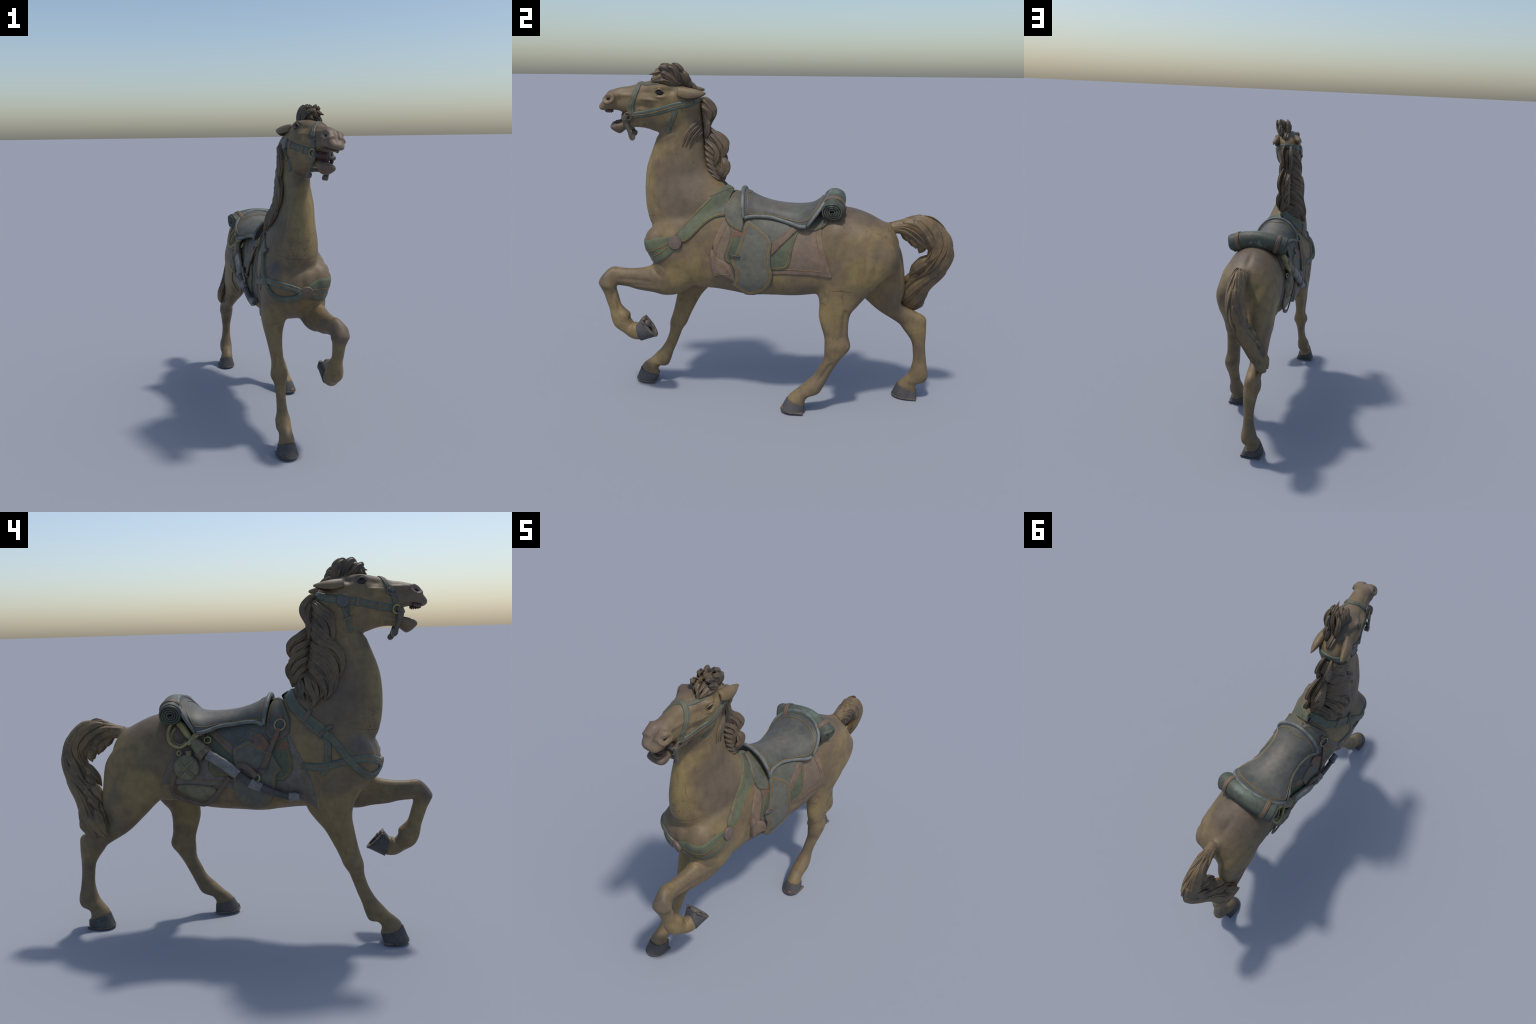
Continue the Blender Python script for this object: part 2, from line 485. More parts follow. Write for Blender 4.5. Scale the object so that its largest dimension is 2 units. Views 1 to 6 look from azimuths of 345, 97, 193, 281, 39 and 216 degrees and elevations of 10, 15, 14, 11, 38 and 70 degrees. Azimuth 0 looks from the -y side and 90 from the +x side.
HEAD_BUMPS = [
    ((0.088, -0.114, 0.118), (0.03, 0.030, 0.010), 0.010), ((-0.088, -0.116, 0.118), (0.03, 0.030, 0.010), 0.010),   # brows
    ((0.088, -0.113, 0.092), (0.03, 0.020, 0.012), -0.009), ((-0.088, -0.116, 0.092), (0.03, 0.020, 0.012), -0.009),  # sockets
    ((0.085, -0.115, 0.072), (0.03, 0.024, 0.007), 0.005), ((-0.085, -0.118, 0.072), (0.03, 0.024, 0.007), 0.005),
    ((0.08, -0.055, 0.105), (0.03, 0.025, 0.022), -0.008), ((-0.08, -0.055, 0.105), (0.03, 0.025, 0.022), -0.008),   # temples
    ((0.075, -0.175, 0.055), (0.03, 0.055, 0.010), 0.006), ((-0.075, -0.175, 0.055), (0.03, 0.055, 0.010), 0.006),   # cheek bones
    ((0.065, -0.20, 0.018), (0.03, 0.055, 0.016), -0.005), ((-0.065, -0.20, 0.018), (0.03, 0.055, 0.016), -0.005),
    ((0.062, -0.18, 0.090), (0.03, 0.04, 0.016), -0.005), ((-0.062, -0.18, 0.090), (0.03, 0.04, 0.016), -0.005),
    ((0.085, -0.06, -0.05), (0.04, 0.06, 0.06), 0.006), ((-0.085, -0.06, -0.05), (0.04, 0.06, 0.06), 0.006),         # jowls
    ((0.055, -0.385, 0.054), (0.03, 0.026, 0.022), 0.010), ((-0.055, -0.388, 0.052), (0.03, 0.026, 0.022), 0.010),  # nostril wings
    ((0.050, -0.335, 0.045), (0.03, 0.02, 0.025), -0.006), ((-0.050, -0.335, 0.045), (0.03, 0.02, 0.025), -0.006),
    ((0.0, -0.425, 0.045), (0.014, 0.03, 0.03), -0.005), ((0.0, -0.290, 0.12), (0.03, 0.05, 0.02), -0.004),
    ((0.055, -0.30, 0.072), (0.03, 0.045, 0.010), 0.004), ((-0.055, -0.30, 0.072), (0.03, 0.045, 0.010), 0.004),
    ((0.055, -0.275, -0.005), (0.03, 0.025, 0.02), -0.004), ((-0.055, -0.275, -0.005), (0.03, 0.025, 0.02), -0.004),
    ((0.0, -0.33, -0.085), (0.028, 0.05, 0.012), -0.012),                                                             # mouth floor
    ((0.0, -0.38, -0.022), (0.034, 0.05, 0.012), -0.014),                                                             # palate
]
nrm = get_normals(me)
push = np.zeros(len(co))
for c, r, h in BUMPS:
    push += h * near(co, c, r)
for a, b, r, h in RIDGES:
    a, b = np.array(a), np.array(b)
    k = np.clip(((co - a) @ (b - a)) / ((b - a) @ (b - a)), 0, 1)
    dist = np.linalg.norm(co - (a + k[:, None] * (b - a)), axis=1)
    push += h * np.exp(-(dist / r) ** 2)
hl = world_to_head(co)
for c, r, h in HEAD_BUMPS:
    push += 1.5 * h * near(hl, c, r)
co = co + nrm * push[:, None]
set_verts(me, co)
nrm = get_normals(me)
hl = world_to_head(co)
push = np.zeros(len(co))
for s in (1, -1):                                                            # nostril openings with a raised wing
    dy, dz = hl[:, 1] + 0.390, hl[:, 2] - 0.054
    d = np.hypot((dy * 0.87 + dz * 0.5) / 0.0190, (-dy * 0.5 + dz * 0.87) / 0.0135)
    on = (hl[:, 0] * s > 0.012) & (hl[:, 1] < -0.34)
    push += np.where(on, -0.026 * np.clip(1.25 - d, 0, 1) ** 0.6 + 0.0065 * np.exp(-((d - 1.55) / 0.38) ** 2), 0)
co = co + nrm * push[:, None]
co = relax(co, ed, 4, None, 0.5, -0.52)
# carved, slightly uneven wood
nrm = get_normals(me)
co = co + nrm * (0.0012 * fbm(co, 22, 3, 2) + 0.0004 * fbm(co, 90, 5, 2))[:, None]
co[:, 2] = np.maximum(co[:, 2], 0.012)
set_verts(me, co)
BODY_CO, BODY_N = get_verts(me), get_normals(me)
BODY_F = np.array([tuple(p.vertices) for p in me.polygons])
BODY_BVH = BVHTree.FromPolygons([Vector(v) for v in BODY_CO], [tuple(f) for f in BODY_F])


def region_of(c):
    """Which anatomical part a face centre belongs to."""
    h = world_to_head(c)
    x, y, z = c
    if z > 1.40 and h[1] < -0.11 + (h[2] + 0.16) * 0.75 and h[2] > -0.20:
        return "head"
    if z > 1.06 and y < -0.22 + (1.26 - z) * -0.9:
        return "neck"
    if y < -0.3 and z < 0.80 and (x < -0.03) and z < 0.80 - 0.3 * max(0, y + 0.45):
        return "forelimb.R"
    if y < -0.45 and x > 0.0 and (z < 0.72 or y < -0.60) and z < 0.85 and y - (z - 0.70) * 0.8 < -0.52:
        return "forelimb.L"
    if (y > 0.2 and z < 0.80) or (y > 0.0 and z < 0.45):
        return "hindlimb.L" if x > 0 else "hindlimb.R"
    return "torso"


def split_body(mats):
    parts = {}
    cen = BODY_CO[BODY_F].mean(1)
    lab = [region_of(c) for c in cen]
    for i, l in enumerate(lab):
        parts.setdefault(l, []).append(i)
    for l, idx in parts.items():
        f = BODY_F[idx]
        used, inv = np.unique(f, return_inverse=True)
        ob = new_object(l.split(".")[0], BODY_CO[used], inv.reshape(f.shape), ROOT, mats)
        ob.data.normals_split_custom_set_from_vertices([tuple(n) for n in BODY_N[used]])
    bpy.data.objects.remove(BODY, do_unlink=True)
# ------------------------------------------------------------------ painted, worn materials
def material(name, base, second=None, spots=None, rough=0.55, scale=6.0, mix=(0.42, 0.62), spot_scale=60, spot_amount=0.68,
             grain=0.15, metallic=0.0, patches=(), streak=None, coat=0.0, vary=0.15, streaks=None):
    """Paint with two tones in soft clouds, small chips of a third tone, fine grain.
    patches: (centre, radius, colour) clouds laid on the object where that paint sits."""
    m = bpy.data.materials.new(name)
    m.use_nodes = True
    nt = m.node_tree
    nt.nodes.clear()
    N = nt.nodes.new
    L = nt.links.new
    out = N("ShaderNodeOutputMaterial")
    bs = N("ShaderNodeBsdfPrincipled")
    L(bs.outputs[0], out.inputs[0])
    tc = N("ShaderNodeTexCoord")
    mp = N("ShaderNodeMapping")
    L(tc.outputs["Object"], mp.inputs[0])
    if streak:
        mp.inputs["Scale"].default_value = streak

    def noise(sc, detail=5, rough_=0.6, vec=None):
        n = N("ShaderNodeTexNoise")
        n.inputs["Scale"].default_value = sc
        n.inputs["Detail"].default_value = detail
        n.inputs["Roughness"].default_value = rough_
        L((vec or mp.outputs[0]), n.inputs["Vector"])
        return n

    def ramp(src, lo, hi):
        r = N("ShaderNodeMapRange")
        r.interpolation_type = "SMOOTHSTEP"
        r.inputs["From Min"].default_value = lo
        r.inputs["From Max"].default_value = hi
        L(src, r.inputs["Value"])
        return r.outputs[0]

    def blend(fac, a, b, mode="MIX"):
        x = N("ShaderNodeMix")
        x.data_type = "RGBA"
        x.blend_type = mode
        if isinstance(fac, float):
            x.inputs[0].default_value = fac
        else:
            L(fac, x.inputs[0])
        for s, i in ((a, 6), (b, 7)):
            if isinstance(s, tuple):
                x.inputs[i].default_value = (*s, 1)
            else:
                L(s, x.inputs[i])
        return x.outputs[2]

    col = base
    n1 = noise(scale)
    if second:
        col = blend(ramp(n1.outputs[0], *mix), base, second)
    for c, r, pc in patches:
        vd = N("ShaderNodeVectorMath")
        vd.operation = "SUBTRACT"
        L(tc.outputs["Object"], vd.inputs[0])
        vd.inputs[1].default_value = c
        dv = N("ShaderNodeVectorMath")
        dv.operation = "DIVIDE"
        L(vd.outputs[0], dv.inputs[0])
        dv.inputs[1].default_value = r
        ln = N("ShaderNodeVectorMath")
        ln.operation = "LENGTH"
        L(dv.outputs[0], ln.inputs[0])
        ad = N("ShaderNodeMath")
        ad.operation = "MULTIPLY_ADD"
        L(n1.outputs[0], ad.inputs[0])
        ad.inputs[1].default_value = 1.0
        L(ln.outputs["Value"], ad.inputs[2])
        col = blend(ramp(ad.outputs[0], 1.75, 1.0), col, pc)
    if streaks:
        sm_ = N("ShaderNodeMapping")
        sm_.inputs["Scale"].default_value = (34, 34, 5)
        L(tc.outputs["Object"], sm_.inputs[0])
        nst = noise(1.0, 6, 0.65, sm_.outputs[0])
        col = blend(ramp(nst.outputs[0], 0.56, 0.74), col, streaks)
    # gentle overall variation of value
    nv = noise(scale * 4.3, 4)
    gv = N("ShaderNodeMapRange")
    gv.inputs["From Min"].default_value = 0.3
    gv.inputs["From Max"].default_value = 0.7
    gv.inputs["To Min"].default_value = 1 - vary
    gv.inputs["To Max"].default_value = 1 + vary
    L(nv.outputs[0], gv.inputs["Value"])
    sc = N("ShaderNodeVectorMath")
    sc.operation = "SCALE"
    if isinstance(col, tuple):
        sc.inputs[0].default_value = col
    else:
        L(col, sc.inputs[0])
    L(gv.outputs[0], sc.inputs["Scale"])
    col = sc.outputs[0]
    if spots:
        ns = noise(spot_scale, 6, 0.7)
        nb = noise(scale * 0.8, 3)
        sm = N("ShaderNodeMath")
        sm.operation = "MULTIPLY_ADD"
        L(nb.outputs[0], sm.inputs[0])
        sm.inputs[1].default_value = 0.35
        L(ns.outputs[0], sm.inputs[2])
        col = blend(ramp(sm.outputs[0], spot_amount + 0.13, spot_amount + 0.19), col, spots)
    L(col, bs.inputs["Base Color"])
    bs.inputs["Roughness"].default_value = rough
    bs.inputs["Metallic"].default_value = metallic
    bs.inputs["Specular IOR Level"].default_value = 0.35
    if coat:
        bs.inputs["Coat Weight"].default_value = coat
        bs.inputs["Coat Roughness"].default_value = 0.15
    if grain:
        ng = noise(190, 4)
        bp = N("ShaderNodeBump")
        bp.inputs["Strength"].default_value = grain
        bp.inputs["Distance"].default_value = 0.002
        L(ng.outputs[0], bp.inputs["Height"])
        L(bp.outputs[0], bs.inputs["Normal"])
    return m


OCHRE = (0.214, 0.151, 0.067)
YELLOW = (0.232, 0.168, 0.069)  # lightened ochre, painted on as highlights over shoulder, haunches, neck and cheek
BROWN = (0.158, 0.112, 0.064)
UMBER = (0.124, 0.092, 0.062)
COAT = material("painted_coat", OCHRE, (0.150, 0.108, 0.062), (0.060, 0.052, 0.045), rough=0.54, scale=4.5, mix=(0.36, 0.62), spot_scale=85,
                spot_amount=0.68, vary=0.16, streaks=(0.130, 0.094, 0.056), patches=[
                    ((0.0, -0.50, 1.25), (0.30, 0.17, 0.22), UMBER), ((0.0, 0.45, 1.22), (0.30, 0.30, 0.16), UMBER),
                    ((0.0, -0.66, 1.00), (0.25, 0.09, 0.07), BROWN), ((0.10, -0.99, 0.75), (0.10, 0.08, 0.08), UMBER),
                    ((0.05, -0.92, 1.76), (0.12, 0.12, 0.10), (0.150, 0.108, 0.076)), ((0.0, -0.55, 1.86), (0.15, 0.2, 0.07), UMBER),
                    ((0.0, -0.3, 0.66), (0.12, 0.35, 0.10), BROWN), ((0.085, -0.90, 1.59), (0.09, 0.09, 0.06), (0.125, 0.086, 0.062)),
                    ((-0.14, -0.62, 1.02), (0.07, 0.07, 0.06), (0.115, 0.095, 0.078)),
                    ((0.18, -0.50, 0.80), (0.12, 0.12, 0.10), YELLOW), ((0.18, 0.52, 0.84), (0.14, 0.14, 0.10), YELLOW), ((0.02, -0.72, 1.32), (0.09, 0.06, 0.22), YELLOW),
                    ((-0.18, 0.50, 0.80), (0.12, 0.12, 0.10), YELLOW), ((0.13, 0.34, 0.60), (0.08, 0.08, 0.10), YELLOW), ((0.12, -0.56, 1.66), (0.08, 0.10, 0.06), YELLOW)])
HAIR = material("painted_hair", (0.172, 0.117, 0.058), (0.112, 0.080, 0.050), (0.205, 0.140, 0.064), rough=0.5, scale=9,
                spot_scale=40, spot_amount=0.62, grain=0.25)
MANE_HAIR = material("painted_mane", (0.138, 0.097, 0.057), (0.088, 0.066, 0.047), (0.165, 0.114, 0.060), rough=0.5, scale=9, spot_scale=40, spot_amount=0.64, grain=0.25)
HAIR_DARK = material("painted_forelock", (0.120, 0.086, 0.052), (0.058, 0.047, 0.038), (0.150, 0.100, 0.050), rough=0.5, scale=14,
                     spot_scale=40, spot_amount=0.64, grain=0.25)
HOOF = material("painted_hoof", (0.074, 0.071, 0.070), (0.055, 0.053, 0.054), (0.10, 0.095, 0.09), rough=0.6, scale=14, spot_amount=0.72)
WOOD = material("bare_wood", (0.19, 0.095, 0.055), (0.13, 0.07, 0.045), scale=30)
SHOE = material("rusty_iron", (0.13, 0.105, 0.088), (0.07, 0.055, 0.048), (0.25, 0.23, 0.21), rough=0.6, scale=40, spot_amount=0.66)
SADDLE = material("saddle_leather", (0.102, 0.102, 0.086), (0.080, 0.079, 0.069), (0.165, 0.140, 0.115), rough=0.55, scale=7,
                  spot_scale=90, spot_amount=0.66, patches=[((0.02, 0.03, 1.20), (0.07, 0.14, 0.06), (0.128, 0.116, 0.096))])
RIM = material("saddle_rim_paint", (0.155, 0.165, 0.152), (0.112, 0.120, 0.108), (0.19, 0.19, 0.18), rough=0.5, scale=16, spot_amount=0.66)
PAD = material("green_pad_paint", (0.092, 0.103, 0.060), (0.074, 0.082, 0.054), (0.05, 0.05, 0.045), rough=0.55, scale=9, spot_amount=0.73)
PANEL = material("grey_green_leather", (0.112, 0.111, 0.082), (0.092, 0.092, 0.072), (0.14, 0.10, 0.08), rough=0.55, scale=10, spot_amount=0.71)
FENDER = material("grey_leather", (0.120, 0.115, 0.088), (0.098, 0.098, 0.078), (0.15, 0.14, 0.12), rough=0.55, scale=9, spot_amount=0.72)
BLANKET = material("pink_brown_cloth", (0.186, 0.132, 0.090), (0.150, 0.108, 0.078), (0.080, 0.062, 0.055), rough=0.65, scale=8, spot_amount=0.72)
BLANKET_EDGE = material("grey_mauve_cloth", (0.158, 0.134, 0.112), (0.120, 0.100, 0.082), (0.20, 0.18, 0.17), rough=0.65, scale=10, spot_amount=0.72)
TEAL = material("teal_strap_paint", (0.100, 0.119, 0.090), (0.080, 0.092, 0.073), (0.115, 0.150, 0.150), rough=0.5, scale=14, spot_scale=30, spot_amount=0.71)
SAGE = material("sage_collar_paint", (0.116, 0.128, 0.072), (0.098, 0.100, 0.068), (0.06, 0.065, 0.055), rough=0.5, scale=7, spot_amount=0.73)
PIPING = material("orange_piping", (0.260, 0.140, 0.040), (0.19, 0.10, 0.035), (0.10, 0.08, 0.05), rough=0.5, scale=20, spot_amount=0.70)
GOLD_LINE = material("yellow_piping", (0.270, 0.165, 0.035), (0.20, 0.12, 0.03), (0.12, 0.10, 0.05), rough=0.5, scale=20, spot_amount=0.70)
MAUVE = material("mauve_leather", (0.146, 0.106, 0.082), (0.116, 0.084, 0.066), (0.08, 0.07, 0.06), rough=0.55, scale=12, spot_amount=0.72)
RUST = material("rust_red_paint", (0.185, 0.080, 0.048), (0.105, 0.082, 0.060), (0.10, 0.09, 0.07), rough=0.55, mix=(0.46, 0.56), scale=26, spot_amount=0.67)
BRASS = material("brass_paint", (0.300, 0.252, 0.110), (0.215, 0.180, 0.085), (0.09, 0.08, 0.05), rough=0.45, scale=22, spot_amount=0.70)
SILVER = material("silver_paint", (0.200, 0.192, 0.180), (0.140, 0.134, 0.126), (0.09, 0.09, 0.09), rough=0.5, scale=30, spot_amount=0.66, grain=0.6)
SCABBARD = material("scabbard_leather", (0.078, 0.074, 0.066), (0.056, 0.053, 0.048), (0.11, 0.10, 0.09), rough=0.5, scale=14, spot_amount=0.70)
CANTEEN = material("khaki_paint", (0.170, 0.150, 0.088), (0.130, 0.118, 0.074), (0.07, 0.07, 0.05), rough=0.55, scale=12, spot_amount=0.71)
BELT = material("brown_leather", (0.135, 0.090, 0.062), (0.095, 0.068, 0.052), (0.07, 0.05, 0.04), rough=0.55, scale=16, spot_amount=0.70)
ROLL = material("green_bedroll_cloth", (0.080, 0.090, 0.066), (0.063, 0.066, 0.051), (0.140, 0.170, 0.130), rough=0.55, scale=11, spot_scale=16, spot_amount=0.66,
                patches=[((0.05, 0.33, 1.29), (0.10, 0.06, 0.03), (0.12, 0.16, 0.12))])
IRON = material("dark_iron", (0.085, 0.080, 0.080), (0.055, 0.052, 0.055), (0.15, 0.14, 0.13), rough=0.45, scale=30, spot_amount=0.68)
BIT = material("bit_metal_paint", (0.125, 0.100, 0.072), (0.085, 0.072, 0.058), (0.06, 0.05, 0.05), rough=0.5, scale=25, spot_amount=0.70)
EYE = material("glass_eye", (0.010, 0.010, 0.012), rough=0.22, grain=0, coat=0.15, vary=0.05)
MOUTH = material("mouth_red", (0.075, 0.040, 0.034), (0.040, 0.024, 0.021), rough=0.45, scale=20)
TEETH = material("old_ivory", (0.185, 0.145, 0.090), (0.12, 0.09, 0.06), (0.09, 0.07, 0.05), rough=0.45, scale=40, spot_amount=0.70)
ROSETTE = material("rosette_paint", (0.165, 0.120, 0.092), (0.13, 0.095, 0.078), (0.08, 0.07, 0.06), rough=0.55, scale=18, spot_amount=0.72)
SLATE = material("slate_disc_paint", (0.106, 0.098, 0.092), (0.085, 0.078, 0.073), (0.06, 0.06, 0.06), rough=0.5, scale=20)
DARK = material("near_black_matte", (0.012, 0.012, 0.014), rough=0.8, grain=0)
EAR_IN = material("ear_lining_paint", (0.170, 0.115, 0.070), (0.12, 0.08, 0.055), scale=18)
CRACK = material("open_joint", (0.035, 0.028, 0.022), rough=0.8, grain=0)
# ------------------------------------------------------------------ hooves with iron shoes
def hoof(name, topF, topR, botF, botR, x, twist=0.0, wide=(0.046, 0.059)):
    """Horn capsule between the coronet and the sole; D-shaped, open at the heels; iron shoe below."""
    topF, topR, botF, botR = (np.array([x, *p]) for p in (topF, topR, botF, botR))
    a = np.linspace(0, 2 * math.pi, 48, endpoint=False)
    rings = []
    for t in np.linspace(0, 1, 7):
        F, R = topF * (1 - t) + botF * t, topR * (1 - t) + botR * t
        c, v = (F + R) / 2, (F - R) / 2
        hw = wide[0] + (wide[1] - wide[0]) * t
        s = spow(np.sin(a), 0.85)
        s = np.where(s < -0.8, -0.8 + (s + 0.8) * 0.2, s)                    # flattened heel
        sh = np.cos(a) * hw
        rings.append(c + np.outer(s, v) + np.outer(sh + twist * s * t, [1, 0, 0]))
    dn = unit(np.cross(unit(botF - botR), [1.0, 0, 0]))
    if dn @ (rings[-1].mean(0) - rings[0].mean(0)) < 0:
        dn = -dn
    rings.insert(0, rings[0].mean(0) + (rings[0] - rings[0].mean(0)) * 0.9)
    cen = rings[-1].mean(0)
    base = rings[-1]
    rings.append(cen + (base - cen) * 0.84)
    rings.append(cen + (base - cen) * 0.74 - dn * 0.016)
    ob = new_object(name, *bridge_rings(rings), ROOT, HOOF)
    fix_normals(ob)
    sharp(ob, 50)
    # shoe: a U of flat iron whose two heels stick out behind
    F, R = botF, botR
    c, v = (F + R) / 2, (F - R) / 2
    path = []
    for b in np.linspace(-0.30, math.pi + 0.30, 30):
        s = math.sin(b)
        k = 1.0 if s > 0 else 1.0
        path.append(c + v * (s * 0.93 if s > 0 else s * 2.6) + np.array([1, 0, 0]) * (math.cos(b) * (wide[1] - 0.006) * k + twist * s))
    path = np.array(path) + dn * 0.006
    so = new_object("horseshoe", *tube(path, 0.009, 0.0055, up=dn, n=10, e=0.5), ob, SHOE)
    fix_normals(so)
    sharp(so, 40)
    return ob


hoof("hoof", (-0.850, 0.090), (-0.726, 0.046), (-0.877, 0.024), (-0.738, 0.014), -0.135)
hoof("hoof", (0.738, 0.082), (0.868, 0.040), (0.713, 0.018), (0.872, 0.012), -0.134, twist=-0.008)
hoof("hoof", (0.099, 0.080), (0.212, 0.048), (0.070, 0.024), (0.214, 0.016), 0.152, twist=0.008)
RAISED = hoof("hoof", (-0.752, 0.374), (-0.782, 0.480), (-0.664, 0.410), (-0.758, 0.520), 0.128, twist=0.016, wide=(0.045, 0.049))
# frog and bare wood pieces on the raised sole
fr = [merge([ellipsoid((0.130, -0.720, 0.478), (0.020, 0.018, 0.024)), ellipsoid((0.128, -0.738, 0.505), (0.026, 0.014, 0.014))])]
new_object("frog", *fr[0], RAISED, SHOE)
chip = tube(catmull([(0.185, 0.083, 0.020), (0.176, 0.076, 0.032), (0.166, 0.074, 0.026)], 5), 0.010, 0.004, up=(0.3, -1, 0.4), n=10)
new_object("worn_patch", *chip, ROOT, WOOD)


# ------------------------------------------------------------------ eyes, ears, mouth
for s, yy in ((1, -0.113), (-1, -0.117)):
    new_object("eye", *[head_to_world(v) if i == 0 else v for i, v in enumerate(ellipsoid((0.0770 * s, yy, 0.093), (0.0135, 0.0225, 0.0180)))], ROOT, EYE)
    lids = []
    for zo, k in ((0.0180, 1), (-0.0160, -1)):
        pts = [(0.080 * s, yy - 0.029, 0.096), (0.087 * s, yy - 0.012, 0.093 + zo), (0.089 * s, yy + 0.006, 0.093 + zo), (0.083 * s, yy + 0.028, 0.088)]
        path = head_to_world(catmull(pts, 8))
        r = 0.0045 * np.sin(np.linspace(0.35, math.pi - 0.35, len(path)))
        lids.append(tube(path, r, n=8))
    new_object("eyelid", *merge(lids), ROOT, COAT)


def ear(s, base, tip, low):
    """Leaf-shaped ear laid back, rolled like a scoop that opens outwards and down."""
    base, tip, low = map(np.array, (base, tip, low))
    k, n = 22, 17
    axis = tip - base
    rings_o, rings_i = [], []
    side = np.array([s * 1.0, 0, 0])
    dn = unit(np.cross(np.cross(axis, side), axis)) * 0
    upv = unit(np.cross(np.cross(axis, [0, 0, 1.0]), axis))
    outv = unit(np.cross(upv, axis)) * 1.0
    if outv[0] * s < 0:
        outv = -outv
    for i in range(k):
        t = i / (k - 1)
        w = 0.033 * (math.sin(math.pi * min(1, 0.24 + 0.76 * t)) ** 0.75) * (1 - 0.12 * t) + 0.0015
        c = base + axis * t + upv * (-0.008 * math.sin(math.pi * t)) + outv * 0.006 * math.sin(math.pi * t)
        ang = np.linspace(-2.45, 2.45, n)
        gap = unit(outv * 0.45 - upv * 0.9)                                # the scoop opens down and out
        bk = np.cross(gap, unit(axis))
        ro = np.array([c - gap * w * math.cos(a) + bk * w * 0.72 * math.sin(a) for a in ang])
        ri = np.array([c - gap * (w * math.cos(a) - 0.005) + bk * (w * 0.72 - 0.0045) * math.sin(a) for a in ang])
        rings_o.append(ro)
        rings_i.append(ri)
    v, f = [], []
    for ro, ri in zip(rings_o, rings_i):
        v.append(np.vstack([ro, ri[::-1]]))
    vv, ff = bridge_rings(v)
    ob = new_object("ear", head_to_world(vv), ff, ROOT, COAT)
    ob.data.materials.append(EAR_IN)
    m = 2 * n
    for p in ob.data.polygons:
        j = min(x % m for x in p.vertices)
        if n <= j < m - 1 and p.vertices[0] < len(vv) - 2:
            p.material_index = 1
    fix_normals(ob)
    return ob


ear(1, (0.066, -0.022, 0.096), (0.080, 0.128, 0.092), None)
ear(-1, (-0.066, -0.030, 0.088), (-0.086, 0.116, 0.080), None)


def in_head(vf):
    return head_to_world(vf[0]), vf[1]


# teeth, gums, tongue, dark throat and near-black ellipsoids set inside the nostrils
for s in (1, -1):
    new_object("nostril_dark_plug", *in_head(ellipsoid((0.046 * s, -0.387, 0.053), (0.006, 0.014, 0.0100), 16, 10)), ROOT, DARK)
arc = [(-0.036 * math.cos(a), -0.372 - 0.046 * math.sin(a), -0.014) for a in np.linspace(0, math.pi, 15)]
new_object("gum", *in_head(tube(np.array(arc), 0.008, 0.007, n=10)), ROOT, MOUTH)
for i, p in enumerate(catmull(arc, 1)[1:-1]):
    q = np.array(p) + [0, 0, -0.006]
    new_object("tooth", *in_head(ellipsoid(q, (0.0058, 0.0045, 0.0065), 10, 8)), ROOT, TEETH)
arc2 = [(-0.030 * math.cos(a), -0.348 - 0.036 * math.sin(a), -0.088) for a in np.linspace(0, math.pi, 13)]
new_object("lower_lip_rim", *in_head(tube(np.array(arc2), 0.005, 0.004, n=10)), ROOT, TEETH)
new_object("tongue", *in_head(tube(catmull([(0, -0.27, -0.065), (0, -0.31, -0.070), (0, -0.345, -0.078), (0, -0.368, -0.082)], 6),
                                   np.interp(np.linspace(0, 1, 19), [0, 0.7, 1], [0.026, 0.022, 0.006]), 0.008, n=14)), ROOT, MOUTH)
new_object("throat", *in_head(ellipsoid((0, -0.312, -0.050), (0.047, 0.024, 0.032))), ROOT, MOUTH)


# ------------------------------------------------------------------ hair
def lock(points, width, thick, up, per=7, ripple=3, depth=0.16, taper=(0.35, 1.0, 0.95, 0.06), n=14):
    path = catmull(points, per)
    k = len(path)
    t = np.linspace(0, 1, k)
    pr = np.interp(t, np.linspace(0, 1, len(taper)), taper)
    return tube(path, width * pr, thick * pr, up=up, n=n, ripple=ripple, depth=depth)


def put_locks(name, shells, parent, mat):
    for vf in shells:
        ob = new_object(name, *vf, parent, mat)
        fix_normals(ob)


def loft_frame(rows, per=8):
    rows = catmull(rows, per)

    def at(t, phi, lift=1.0):
        r = np.array([np.interp(t * (len(rows) - 1), np.arange(len(rows)), rows[:, i]) for i in range(6)])
        fy, fz, ry, rz, xc, hw = r
        c = np.array([xc, (fy + ry) / 2, (fz + rz) / 2])
        v = np.array([0, (fy - ry) / 2, (fz - rz) / 2])
        p = c + lift * (math.cos(phi) * np.array([hw, 0, 0]) + math.sin(phi) * v)
        nn = math.cos(phi) * np.array([1.0, 0, 0]) / max(hw, 1e-3) + math.sin(phi) * v / max(v @ v, 1e-6)
        return p, unit(nn)
    return at


def surface_lock(at, t0, t1, p0, p1, width, thick, sink=0.35, wob=0.0, seed=0, tip=0.05, ripple=3):
    pts, nn = [], []
    for i in range(22):
        s = i / 21
        ph = p0 + (p1 - p0) * (s ** 1.3) + wob * math.sin(s * 5 + seed)
        p, q = at(t0 + (t1 - t0) * s, ph)
        pts.append(p)
        nn.append(q)
    pr = np.interp(np.linspace(0, 1, 22), [0, 0.15, 0.75, 1], [0.25, 1, 0.9, tip])
    pts = np.array(pts) - np.array(nn) * thick * sink
    return tube(pts, width * pr, thick * pr, up=np.array(nn), n=30, ripple=ripple, depth=0.15)


